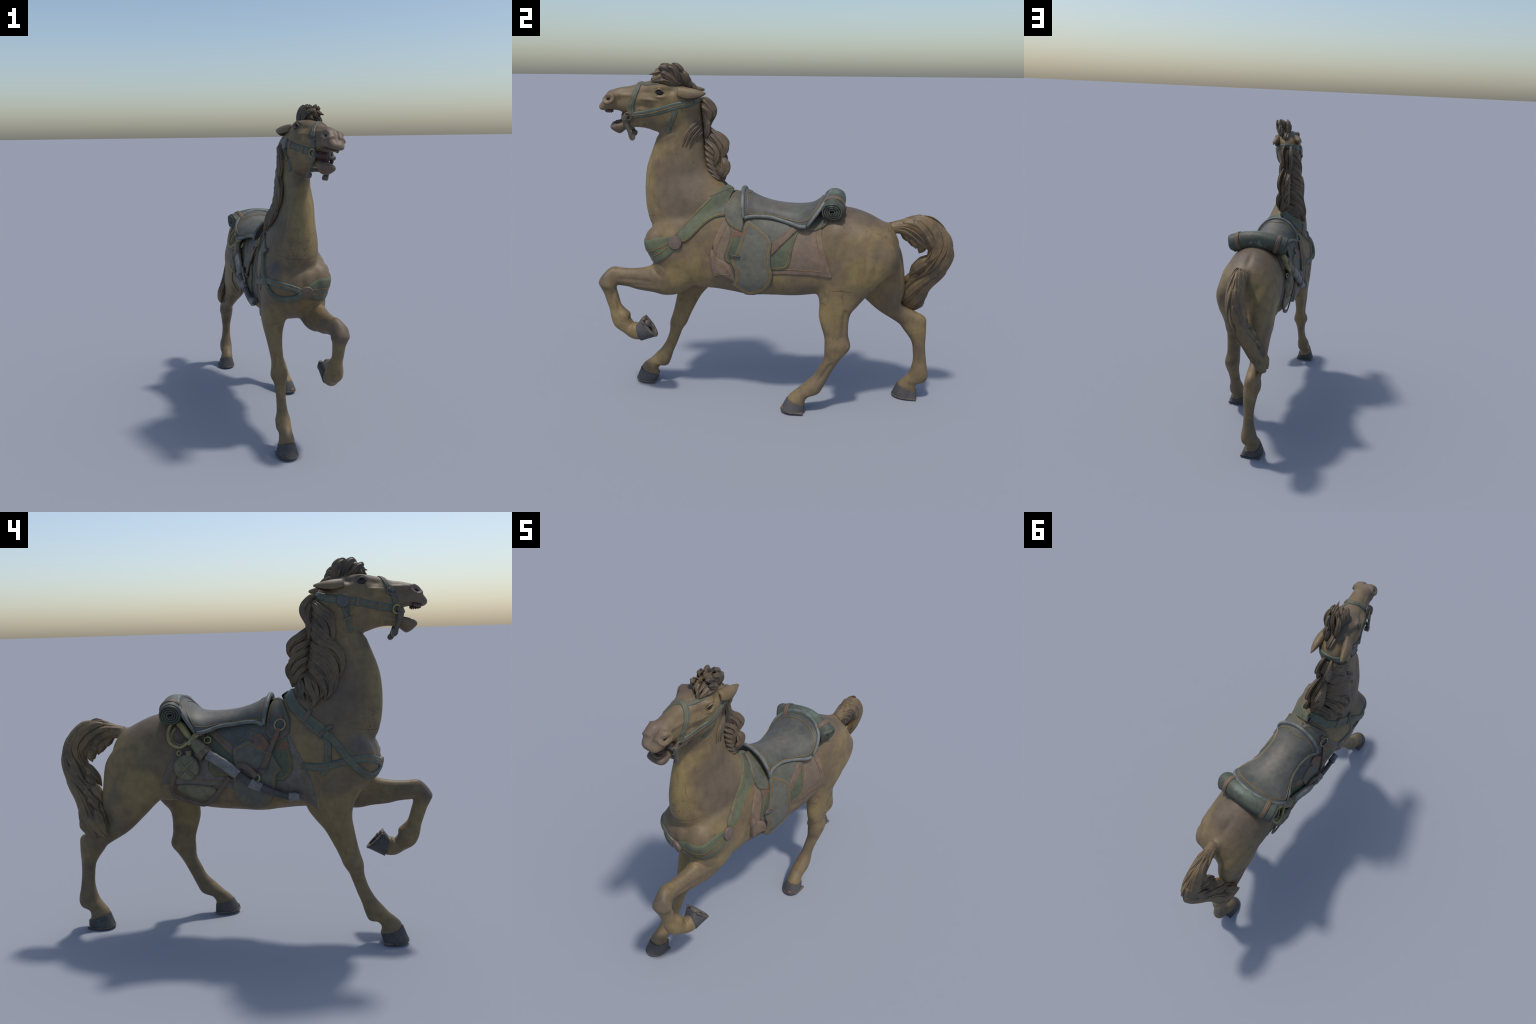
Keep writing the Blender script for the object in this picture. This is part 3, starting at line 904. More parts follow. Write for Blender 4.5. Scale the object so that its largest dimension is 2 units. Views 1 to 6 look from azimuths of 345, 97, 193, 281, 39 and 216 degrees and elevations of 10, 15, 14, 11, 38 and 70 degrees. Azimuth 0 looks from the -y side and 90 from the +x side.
# tail: a flattened plume that arches up, back and down, carved in flowing grooves
TAIL = [
    (0.640, 1.100, 0.660, 1.040, 0.008, 0.033),
    (0.701, 1.117, 0.716, 1.032, 0.002, 0.036),
    (0.750, 1.134, 0.758, 1.005, -0.004, 0.039),
    (0.797, 1.141, 0.790, 0.980, -0.008, 0.041),
    (0.839, 1.136, 0.818, 0.962, -0.013, 0.043),
    (0.887, 1.110, 0.842, 0.952, -0.017, 0.044),
    (0.930, 1.076, 0.856, 0.944, -0.021, 0.045),
    (0.964, 1.033, 0.858, 0.932, -0.024, 0.045),
    (0.986, 0.983, 0.850, 0.906, -0.028, 0.045),
    (0.992, 0.945, 0.836, 0.872, -0.033, 0.044),
    (0.988, 0.901, 0.832, 0.838, -0.042, 0.042),
    (0.971, 0.848, 0.820, 0.802, -0.056, 0.035),
    (0.941, 0.787, 0.780, 0.764, -0.074, 0.030),
    (0.907, 0.729, 0.746, 0.714, -0.094, 0.031),
    (0.890, 0.676, 0.725, 0.660, -0.115, 0.029),
    (0.879, 0.634, 0.714, 0.610, -0.136, 0.029),
    (0.864, 0.592, 0.705, 0.566, -0.157, 0.024),
    (0.840, 0.556, 0.702, 0.530, -0.167, 0.023),
    (0.800, 0.536, 0.722, 0.522, -0.171, 0.010),
]


def carved_loft(rows, per, flow, waves, n=160):
    """Loft whose skin is cut by grooves that drift from the outer to the inner edge."""
    rows = catmull(rows, per)
    a = np.linspace(0, 2 * math.pi, n, endpoint=False)
    psi = np.abs((a - math.pi / 2 + math.pi) % (2 * math.pi) - math.pi)
    side = np.where(np.cos(a) > 0, 0.0, 1.7)
    rings = []
    for i, (fy, fz, ry, rz, xc, hw) in enumerate(rows):
        t = i / (len(rows) - 1)
        fade = min(1, t / 0.12) * min(1, (1 - t) / 0.04)
        g = np.zeros(n)
        for k, (m, amp, ph) in enumerate(waves):
            arg = m * (psi - flow * t) + ph + side + 0.7 * math.sin(5 * t + k)
            g += amp * (1 - 2 * np.abs(np.sin(arg / 2)) ** 0.7)
        c = np.array([xc, (fy + ry) / 2, (fz + rz) / 2])
        v = np.array([0, (fy - ry) / 2, (fz - rz) / 2])
        L = max(np.linalg.norm(v), 1e-6)
        rings.append(c + np.outer(np.cos(a) * (hw + g * fade), [1, 0, 0]) + np.outer(np.sin(a) * (L + 0.5 * g * fade), v / L))
    return bridge_rings(rings)


tail = new_object("tail", *carved_loft(TAIL, 12, 3.6, ((6, 0.0060, 0.0), (13, 0.0034, 1.0), (27, 0.0018, 2.0))), ROOT, HAIR)
fix_normals(tail)
at = loft_frame(TAIL)
shells = []
for k, (t0, t1, a, b) in enumerate([
        (0.06, 0.38, 150, 228), (0.10, 0.50, 125, 222), (0.18, 0.66, 112, 222), (0.30, 0.82, 108, 220), (0.44, 0.97, 108, 208),
        (0.58, 1.0, 112, 190), (0.50, 0.84, 165, 226),
        (0.06, 0.38, 40, -46), (0.10, 0.52, 60, -42), (0.20, 0.68, 68, -44), (0.32, 0.84, 72, -40), (0.46, 0.97, 74, -26),
        (0.60, 1.0, 70, -12), (0.52, 0.86, 20, -46)]):
    shells.append(surface_lock(at, t0, t1, math.radians(a), math.radians(b), 0.016 + 0.006 * (k % 3), 0.0095, sink=0.25, wob=0.06, seed=k, ripple=5))
# pointed ends that break the inner outline
for pts, wd, th in (
        ([(-0.010, 0.775, 1.030), (-0.018, 0.806, 0.995), (-0.024, 0.816, 0.960), (-0.030, 0.808, 0.926)], 0.032, 0.026),
        ([(-0.020, 0.800, 1.000), (-0.034, 0.822, 0.965), (-0.044, 0.822, 0.938), (-0.052, 0.812, 0.915)], 0.026, 0.022),
        ([(-0.004, 0.735, 1.045), (-0.008, 0.766, 1.005), (-0.014, 0.784, 0.975), (-0.020, 0.792, 0.948)], 0.026, 0.024),
        ([(-0.002, 0.700, 1.055), (-0.004, 0.730, 1.026), (-0.008, 0.748, 1.004), (-0.012, 0.756, 0.985)], 0.022, 0.022),
        ([(-0.034, 0.905, 0.912), (-0.040, 0.855, 0.878), (-0.046, 0.818, 0.848), (-0.052, 0.788, 0.815), (-0.058, 0.766, 0.782)], 0.034, 0.030),
        ([(-0.050, 0.880, 0.850), (-0.062, 0.835, 0.828), (-0.072, 0.805, 0.808), (-0.082, 0.775, 0.785)], 0.026, 0.026),
        ([(-0.066, 0.860, 0.800), (-0.080, 0.800, 0.775), (-0.098, 0.765, 0.745), (-0.116, 0.745, 0.705)], 0.030, 0.028),
        ([(-0.090, 0.850, 0.745), (-0.108, 0.810, 0.720), (-0.126, 0.780, 0.700), (-0.142, 0.765, 0.670)], 0.026, 0.026),
        ([(-0.135, 0.830, 0.650), (-0.158, 0.790, 0.610), (-0.175, 0.750, 0.570), (-0.186, 0.705, 0.522)], 0.032, 0.028),
        ([(-0.135, 0.780, 0.670), (-0.158, 0.755, 0.625), (-0.176, 0.730, 0.585), (-0.188, 0.700, 0.540)], 0.028, 0.024),
        ([(-0.140, 0.860, 0.620), (-0.160, 0.840, 0.585), (-0.176, 0.800, 0.550), (-0.186, 0.755, 0.522)], 0.026, 0.022)):
    shells.append(lock(pts, wd, th, up=(1, 0, 0.15), taper=(0.5, 1.0, 0.8, 0.05), ripple=6, depth=0.10, n=24))
put_locks("tail_lock", shells, tail, HAIR)

# mane: a fin of hair behind the crest and a sheet combed over the right side of the neck
FIN = [
    (-0.415, 1.724, -0.392, 1.726, 0.012, 0.016),
    (-0.405, 1.685, -0.351, 1.672, 0.006, 0.024),
    (-0.400, 1.625, -0.373, 1.606, 0.004, 0.020),
    (-0.395, 1.555, -0.311, 1.536, 0.004, 0.024),
    (-0.390, 1.480, -0.277, 1.482, 0.004, 0.026),
    (-0.380, 1.405, -0.277, 1.415, 0.000, 0.026),
    (-0.355, 1.350, -0.266, 1.354, -0.002, 0.024),
    (-0.305, 1.305, -0.280, 1.300, 0.000, 0.014),
]
mane = new_object("mane", *carved_loft(FIN, 12, 1.5, ((7, 0.0030, 0.0), (15, 0.0015, 1.0))), ROOT, MANE_HAIR)
fix_normals(mane)
shells = []
UPX = (1, 0, 0)
for pts, wd in (   # left face of the fin, seen from +x: (y, z) of the lock's run
        ([(-0.40, 1.735), (-0.355, 1.750), (-0.318, 1.715), (-0.306, 1.675), (-0.325, 1.630)], 0.020),
        ([(-0.40, 1.715), (-0.360, 1.715), (-0.330, 1.680), (-0.330, 1.640), (-0.345, 1.600)], 0.018),
        ([(-0.365, 1.70), (-0.345, 1.65), (-0.350, 1.60), (-0.375, 1.555), (-0.390, 1.525)], 0.017),
        ([(-0.350, 1.60), (-0.310, 1.565), (-0.275, 1.530), (-0.252, 1.490), (-0.272, 1.44), (-0.292, 1.39)], 0.020),
        ([(-0.365, 1.57), (-0.320, 1.545), (-0.290, 1.510), (-0.280, 1.465), (-0.300, 1.42)], 0.017),
        ([(-0.385, 1.525), (-0.345, 1.510), (-0.315, 1.485), (-0.300, 1.45), (-0.312, 1.40), (-0.305, 1.35)], 0.017),
        ([(-0.388, 1.495), (-0.350, 1.480), (-0.322, 1.455), (-0.318, 1.425)], 0.014),
        ([(-0.386, 1.465), (-0.352, 1.450), (-0.325, 1.425), (-0.318, 1.390)], 0.014),
        ([(-0.384, 1.435), (-0.350, 1.420), (-0.325, 1.395), (-0.312, 1.360)], 0.014),
        ([(-0.378, 1.405), (-0.345, 1.392), (-0.318, 1.365), (-0.300, 1.330)], 0.014),
        ([(-0.368, 1.375), (-0.338, 1.362), (-0.308, 1.338), (-0.285, 1.305)], 0.014),
        ([(-0.352, 1.345), (-0.322, 1.335), (-0.295, 1.318), (-0.276, 1.298)], 0.013),
        ([(-0.280, 1.44), (-0.258, 1.41), (-0.252, 1.375), (-0.275, 1.335), (-0.288, 1.300)], 0.026)):
    pts = [(y - (0.032 if z > 1.60 else 0.017) * (y > -0.37), z - (0.008 if z > 1.7 else 0)) for y, z in pts]
    shells.append(lock([(0.006 + 0.026 * math.sin(math.pi * min(1, (i + 0.6) / len(pts))), *p) for i, p in enumerate(pts)], wd, 0.010, UPX, ripple=5, depth=0.20, n=30))
for pts, wd in (   # right face of the fin
        ([(-0.41, 1.745), (-0.355, 1.752), (-0.322, 1.715), (-0.316, 1.670), (-0.345, 1.610), (-0.375, 1.55), (-0.345, 1.49)], 0.020),
        ([(-0.40, 1.70), (-0.350, 1.70), (-0.338, 1.655), (-0.360, 1.60), (-0.385, 1.54)], 0.017),
        ([(-0.375, 1.575), (-0.325, 1.560), (-0.280, 1.535), (-0.255, 1.500), (-0.262, 1.455)], 0.020),
        ([(-0.385, 1.540), (-0.340, 1.520), (-0.295, 1.495), (-0.275, 1.460), (-0.270, 1.42)], 0.018),
        ([(-0.385, 1.500), (-0.335, 1.480), (-0.290, 1.455), (-0.262, 1.420), (-0.258, 1.375)], 0.018),
        ([(-0.383, 1.460), (-0.340, 1.440), (-0.300, 1.415), (-0.275, 1.375), (-0.268, 1.33)], 0.018),
        ([(-0.375, 1.420), (-0.340, 1.400), (-0.305, 1.370), (-0.285, 1.330), (-0.283, 1.295)], 0.018),
        ([(-0.360, 1.385), (-0.330, 1.365), (-0.300, 1.335), (-0.288, 1.30)], 0.015)):
    pts = [(y - (0.032 if z > 1.60 else 0.017) * (y > -0.37), z - (0.008 if z > 1.7 else 0)) for y, z in pts]
    shells.append(lock([(0.000 - 0.030 * math.sin(math.pi * min(1, (i + 0.6) / len(pts))), *p) for i, p in enumerate(pts)], wd, 0.012, UPX, ripple=5, depth=0.18, n=30))


def on_body(p):
    q, n, i, d = BODY_BVH.find_nearest(Vector(p))
    return np.array(q), np.array(n)


def body_side(side, y, z):
    hit = BODY_BVH.ray_cast(Vector((side, y, z)), Vector((-side, 0, 0)), 1.2)
    if hit[0] is None or hit[0].x * side < -0.03:
        return None
    return np.array(hit[0]), np.array(hit[1])


def draped_lock(side, pts, width, thick, lift=0.004, taper=(0.4, 1.0, 1.0, 0.08)):
    """Lock lying on the side of the neck; pts are (y, z)."""
    path = catmull(pts, 6)
    p3, nn = [], []
    for y, z in path:
        h = body_side(side, y, z)
        if h is None:
            h = on_body((side * 0.05, y, z))
        p3.append(h[0] + h[1] * lift)
        nn.append(h[1])
    p3 = np.array(p3)
    for _ in range(3):
        p3[1:-1] = (p3[:-2] + p3[1:-1] * 2 + p3[2:]) / 4
    k = len(p3)
    pr = np.interp(np.linspace(0, 1, k), np.linspace(0, 1, len(taper)), taper)
    return tube(p3, width * pr, thick * pr, up=np.array(nn), n=28, ripple=5, depth=0.17)


RIGHT_SHEET = [
    [(-0.405, 1.728), (-0.440, 1.700), (-0.475, 1.655), (-0.492, 1.600), (-0.494, 1.545), (-0.500, 1.500)],
    [(-0.405, 1.700), (-0.435, 1.665), (-0.462, 1.620), (-0.474, 1.570), (-0.470, 1.520), (-0.485, 1.47)],
    [(-0.402, 1.665), (-0.425, 1.635), (-0.448, 1.595), (-0.455, 1.55), (-0.462, 1.50), (-0.490, 1.46)],
    [(-0.400, 1.630), (-0.422, 1.595), (-0.440, 1.555), (-0.470, 1.515), (-0.510, 1.49), (-0.535, 1.45), (-0.545, 1.40)],
    [(-0.400, 1.600), (-0.425, 1.560), (-0.455, 1.525), (-0.500, 1.515), (-0.540, 1.480), (-0.556, 1.43), (-0.550, 1.37)],
    [(-0.398, 1.565), (-0.425, 1.530), (-0.460, 1.500), (-0.505, 1.470), (-0.535, 1.425), (-0.545, 1.37), (-0.530, 1.325)],
    [(-0.396, 1.535), (-0.425, 1.500), (-0.460, 1.470), (-0.500, 1.440), (-0.528, 1.395), (-0.532, 1.345), (-0.512, 1.30)],
    [(-0.394, 1.505), (-0.420, 1.470), (-0.452, 1.442), (-0.490, 1.412), (-0.515, 1.365), (-0.515, 1.315), (-0.490, 1.275)],
    [(-0.390, 1.475), (-0.415, 1.440), (-0.445, 1.412), (-0.480, 1.380), (-0.500, 1.335), (-0.497, 1.290), (-0.470, 1.258)],
    [(-0.385, 1.445), (-0.410, 1.410), (-0.438, 1.382), (-0.468, 1.350), (-0.482, 1.305), (-0.475, 1.265), (-0.448, 1.242)],
    [(-0.380, 1.415), (-0.402, 1.380), (-0.428, 1.350), (-0.452, 1.318), (-0.460, 1.278), (-0.448, 1.245), (-0.425, 1.228)],
    [(-0.370, 1.388), (-0.390, 1.352), (-0.412, 1.322), (-0.430, 1.290), (-0.432, 1.252), (-0.418, 1.228), (-0.395, 1.216)],
    [(-0.352, 1.360), (-0.372, 1.325), (-0.390, 1.295), (-0.402, 1.262), (-0.398, 1.232), (-0.378, 1.212)],
    [(-0.332, 1.335), (-0.350, 1.305), (-0.365, 1.275), (-0.372, 1.245), (-0.360, 1.220)],
    [(-0.312, 1.312), (-0.326, 1.288), (-0.338, 1.262), (-0.340, 1.240)],
]
sheet = [catmull(p, 8) for p in RIGHT_SHEET]
sheet = [np.array([np.interp(np.linspace(0, 1, 26), np.linspace(0, 1, len(p)), p[:, d]) for d in (0, 1)]).T for p in sheet]


def sheet_lock(u, end, wave, phase, width, thick, lift):
    """Lock number u (0 top .. 1 bottom) of the sheet, with its own wave and length."""
    f = u * (len(sheet) - 1)
    i = min(int(f), len(sheet) - 2)
    p = sheet[i] * (1 - f + i) + sheet[i + 1] * (f - i)
    q = p[:max(8, int(26 * end))]
    t = unit(np.gradient(q, axis=0))
    nn = np.stack([-t[:, 1], t[:, 0]], 1)
    s = np.linspace(0, 1, len(q))
    q = q + nn * (wave * np.sin(s * 6.5 + phase) * np.minimum(1, s * 3))[:, None]
    return draped_lock(-1, q[::3], width, thick, lift, taper=(0.45, 1.0, 1.1, 0.9, 0.55, 0.06))


for k in range(30):
    u = (k + RNG.uniform(-0.3, 0.3)) / 29
    u = min(max(u, 0), 1)
    fine = 0.8 if u > 0.7 else 1.0
    shells.append(sheet_lock(u, RNG.uniform(0.78, 1.0), RNG.uniform(0.004, 0.011), RNG.uniform(0, 6.28), RNG.uniform(0.011, 0.025) * fine,
                             RNG.uniform(0.013, 0.022) * fine, RNG.uniform(0.002, 0.014) + 0.005 * (1 - u)))
for u, e, ww in ((0.02, 1.0, 0.020), (0.20, 0.9, 0.024), (0.33, 1.0, 0.026), (0.45, 0.95, 0.022), (0.58, 1.0, 0.024), (0.70, 0.9, 0.020), (0.84, 1.0, 0.017)):
    shells.append(sheet_lock(u, e, 0.010, 6 * u, ww, 0.020, 0.016))
for pts in ([(-0.395, 1.665), (-0.420, 1.625), (-0.455, 1.590), (-0.485, 1.545), (-0.500, 1.490)],
            [(-0.398, 1.650), (-0.412, 1.610), (-0.445, 1.575), (-0.470, 1.535), (-0.482, 1.49)],
            [(-0.395, 1.640), (-0.400, 1.600), (-0.425, 1.565), (-0.450, 1.525), (-0.460, 1.48)],
            [(-0.385, 1.620), (-0.392, 1.585), (-0.410, 1.555), (-0.425, 1.52)]):
    shells.append(draped_lock(1, pts, 0.012, 0.009, 0.002))
put_locks("mane_lock", shells, mane, MANE_HAIR)

# forelock: a ruffled tuft standing between the ears, leaning to the left
fl = new_object("forelock", *in_head(ellipsoid((0.020, -0.066, 0.152), (0.030, 0.066, 0.044))), ROOT, HAIR_DARK)
shells = []
FORE = [
    [(0.010, 0.020, 0.122), (0.020, -0.020, 0.160), (0.032, -0.070, 0.190), (0.046, -0.120, 0.190), (0.058, -0.168, 0.180)],
    [(0.030, 0.010, 0.122), (0.050, -0.030, 0.155), (0.060, -0.080, 0.172), (0.062, -0.125, 0.158), (0.060, -0.158, 0.146)],
    [(0.000, 0.000, 0.125), (0.005, -0.050, 0.165), (0.010, -0.100, 0.180), (0.020, -0.135, 0.170), (0.032, -0.152, 0.158)],
    [(0.030, -0.030, 0.140), (0.050, -0.050, 0.180), (0.060, -0.080, 0.208), (0.052, -0.105, 0.214), (0.040, -0.100, 0.200)],
    [(0.020, 0.000, 0.125), (0.040, 0.008, 0.150), (0.046, -0.002, 0.176), (0.040, -0.026, 0.190), (0.030, -0.034, 0.182)],
    [(-0.010, -0.020, 0.128), (-0.012, -0.050, 0.160), (0.000, -0.090, 0.188), (0.015, -0.116, 0.196), (0.026, -0.102, 0.188)],
    [(0.048, -0.010, 0.128), (0.064, -0.040, 0.152), (0.075, -0.070, 0.176), (0.073, -0.096, 0.188), (0.060, -0.104, 0.182)],
    [(0.000, 0.000, 0.125), (0.005, 0.035, 0.122), (0.012, 0.060, 0.110), (0.015, 0.078, 0.092)],
    [(0.020, -0.080, 0.138), (0.030, -0.115, 0.148), (0.042, -0.142, 0.146), (0.050, -0.162, 0.132)],
    [(-0.015, 0.000, 0.125), (-0.012, 0.035, 0.118), (-0.005, 0.060, 0.106), (0.000, 0.076, 0.090)],
    [(0.020, -0.040, 0.155), (0.030, -0.055, 0.192), (0.036, -0.075, 0.214), (0.031, -0.096, 0.218), (0.022, -0.090, 0.205)],
    [(0.015, -0.010, 0.130), (0.022, -0.030, 0.165), (0.024, -0.052, 0.192), (0.018, -0.072, 0.204), (0.008, -0.070, 0.194)],
    [(0.055, -0.030, 0.130), (0.066, -0.062, 0.145), (0.070, -0.095, 0.152), (0.066, -0.125, 0.142)],
    [(-0.012, -0.050, 0.130), (-0.016, -0.085, 0.148), (-0.008, -0.118, 0.156), (0.006, -0.140, 0.148)],
    [(0.026, 0.020, 0.118), (0.034, 0.026, 0.138), (0.032, 0.016, 0.158), (0.022, 0.004, 0.164)],
    [(0.020, -0.005, 0.130), (0.036, 0.000, 0.175), (0.046, -0.008, 0.208), (0.041, -0.028, 0.226), (0.026, -0.034, 0.218)],
    [(0.000, -0.010, 0.130), (0.010, -0.012, 0.175), (0.020, -0.020, 0.206), (0.022, -0.040, 0.220), (0.010, -0.050, 0.208)],
    [(0.045, -0.030, 0.130), (0.060, -0.030, 0.172), (0.067, -0.040, 0.204), (0.061, -0.060, 0.217), (0.048, -0.062, 0.206)],
    [(0.030, 0.015, 0.120), (0.042, 0.026, 0.148), (0.046, 0.022, 0.174), (0.038, 0.010, 0.188), (0.026, 0.006, 0.180)],
    [(-0.010, -0.030, 0.130), (-0.024, -0.045, 0.168), (-0.030, -0.065, 0.198), (-0.022, -0.086, 0.212), (-0.010, -0.090, 0.200)],
    [(-0.010, 0.000, 0.126), (-0.022, -0.005, 0.162), (-0.026, -0.020, 0.192), (-0.014, -0.040, 0.208), (-0.002, -0.045, 0.198)],
    [(-0.014, -0.060, 0.130), (-0.032, -0.085, 0.155), (-0.034, -0.112, 0.178), (-0.022, -0.130, 0.190), (-0.008, -0.126, 0.180)],
    [(-0.008, -0.030, 0.130), (-0.004, -0.040, 0.170), (0.004, -0.056, 0.200), (0.012, -0.078, 0.212), (0.004, -0.086, 0.200)],
]
for i, pts in enumerate(FORE):
    pts = [((x - 0.03) * 0.80 + 0.024, y, z) for x, y, z in pts]
    shells.append(in_head(lock(pts, 0.016 + 0.004 * (i % 3), 0.0120, (1.0, 0.2 * math.cos(2 * i), 0.35 * math.sin(i)), taper=(0.9, 1.0, 1.0, 0.8, 0.10), ripple=5, depth=0.17, n=30, per=9)))
put_locks("forelock_curl", shells, fl, HAIR_DARK)
# ------------------------------------------------------------------ surfaces that lie on the horse
GY, GZ = np.arange(-0.80, 0.56, 0.01), np.arange(0.60, 1.30, 0.01)


def height_field(side, hang):
    """Distance of the flank from the midplane over (y, z); below its widest part cloth hangs
    and falls back by at most `hang` per metre of drop."""
    H = np.full((len(GY), len(GZ)), np.nan)
    for i, y in enumerate(GY):
        for j, z in enumerate(GZ):
            h = body_side(side, y, z)
            if h is not None:
                H[i, j] = max(0.0, h[0][0] * side)
        ok = ~np.isnan(H[i])
        lo = np.where(ok)[0]
        if len(lo):
            H[i, :lo[0]] = max(H[i, lo[0]] - 0.02, 0)
            H[i, lo[-1] + 1:] = 0.0
        for j in range(len(GZ) - 2, -1, -1):
            H[i, j] = max(H[i, j], H[i, j + 1] - hang * 0.01)
    for _ in range(2):
        P = np.pad(H, 1, mode="edge")
        H = (P[:-2, 1:-1] + P[2:, 1:-1] + P[1:-1, :-2] + P[1:-1, 2:] + 2 * P[1:-1, 1:-1]) / 6
    return H


FIELDS = {}


def on_flank(side, y, z, lift, hang=0.9):
    key = (side, hang)
    if key not in FIELDS:
        FIELDS[key] = height_field(side, hang)
    H = FIELDS[key]

    def at(yy, zz):
        a = np.clip((yy - GY[0]) / 0.01, 0, len(GY) - 1.001)
        b = np.clip((zz - GZ[0]) / 0.01, 0, len(GZ) - 1.001)
        i, j = int(a), int(b)
        a, b = a - i, b - j
        return (H[i, j] * (1 - a) * (1 - b) + H[i + 1, j] * a * (1 - b) + H[i, j + 1] * (1 - a) * b + H[i + 1, j + 1] * a * b)
    x = at(y, z)
    n = unit([1.0, -(at(y + 0.008, z) - at(y - 0.008, z)) / 0.016, -(at(y, z + 0.008) - at(y, z - 0.008)) / 0.016])
    p = np.array([x, y, z]) + n * lift
    return p * [side, 1, 1], n * [side, 1, 1]


def edge_distance(p, poly):
    a, b = poly, np.roll(poly, -1, 0)
    d = b - a
    t = np.clip(((p[:, None] - a) * d).sum(2) / np.maximum((d * d).sum(1), 1e-12), 0, 1)
    return np.sqrt((((a + d * t[..., None]) - p[:, None]) ** 2).sum(2)).min(1)


def inset(poly, d):
    """Parallel curve inside a closed outline."""
    t = np.roll(poly, -1, 0) - np.roll(poly, 1, 0)
    n = unit(np.stack([-t[:, 1], t[:, 0]], 1))
    area = 0.5 * np.sum(poly[:, 0] * np.roll(poly[:, 1], -1) - np.roll(poly[:, 0], -1) * poly[:, 1])
    q = poly + n * d * (1 if area > 0 else -1)
    keep = edge_distance(q, poly) > 0.9 * d
    return q[keep]


def outline(points, per=5, crisp=True):
    """Closed outline; crisp keeps the corners fairly sharp."""
    p = np.asarray(points, float)
    if crisp:
        p = np.vstack([(np.array([a * 0.85 + b * 0.15, a * 0.15 + b * 0.85])) for a, b in zip(p, np.roll(p, -1, 0))])
    return catmull(p, per, closed=True)


def panel(name, side, points, lift, thick, mat, parent, hang=0.9, crisp=True, per=4, wave=0.0, round_=0.006, edge=0.010):
    poly = outline(points, per, crisp)
    ins = inset(poly, round_ * 0.45)
    ins2 = inset(poly, round_)
    lo, hi = poly.min(0), poly.max(0)
    g = 0.011
    grid = np.array([(a, b) for a in np.arange(lo[0], hi[0], g) for b in np.arange(lo[1], hi[1], g)])
    grid = grid + RNG.normal(0, 0.0006, grid.shape)
    # inside test by winding
    ang = np.zeros(len(grid))
    for a, b in zip(poly, np.roll(poly, -1, 0)):
        u, v = a - grid, b - grid
        ang += np.arctan2(u[:, 0] * v[:, 1] - u[:, 1] * v[:, 0], (u * v).sum(1))
    grid = grid[np.abs(ang) > 3]
    grid = grid[edge_distance(grid, poly) > round_ * 1.4]
    pts = np.vstack([poly, ins, ins2, grid])
    n = len(poly)
    res = delaunay_2d_cdt([Vector(p) for p in pts], [(i, (i + 1) % n) for i in range(n)], [], 1, 1e-5)
    q = np.array([tuple(v) for v in res[0]])
    faces = [tuple(f) for f in res[2]]
    d = edge_distance(q, poly)
    k = np.clip(d / round_, 0, 1)
    h = lift + thick * (0.35 + 0.65 * np.sqrt(np.maximum(0, 1 - (1 - k) ** 2)))
    if wave:
        h = h + wave * fbm(np.c_[q, q[:, :1] * 0], 38, 11, 2) * np.clip(d / 0.02, 0.3, 1)
    top = np.array([on_flank(side, y, z, hh, hang)[0] for (y, z), hh in zip(q, h)])
    bd = np.where(d < 1e-5)[0]
    low = {}
    verts = list(top)
    for i in bd:
        low[i] = len(verts)
        verts.append(on_flank(side, q[i, 0], q[i, 1], lift - edge, hang)[0])
    count = {}
    for f in faces:
        for a, b in zip(f, f[1:] + f[:1]):
            count[(a, b)] = count.get((a, b), 0) + 1
    walls = []
    for (a, b) in count:
        if (b, a) not in count and a in low and b in low:
            walls.append((b, a, low[a], low[b]))
    ob = new_object(name, verts, faces + walls, parent, mat)
    fix_normals(ob)
    sharp(ob, 60)
    return ob


def piping(name, side, path2, lift, parent, mat, w=0.0022, hang=0.9, closed=False, h=0.0012):
    path2 = np.asarray(path2, float)
    if closed:
        path2 = np.vstack([path2, path2[:1]])
    pp, nn = zip(*[on_flank(side, y, z, lift, hang) for y, z in path2])
    return new_object(name, *tube(np.array(pp), w, h, up=np.array(nn), n=8), parent, mat)


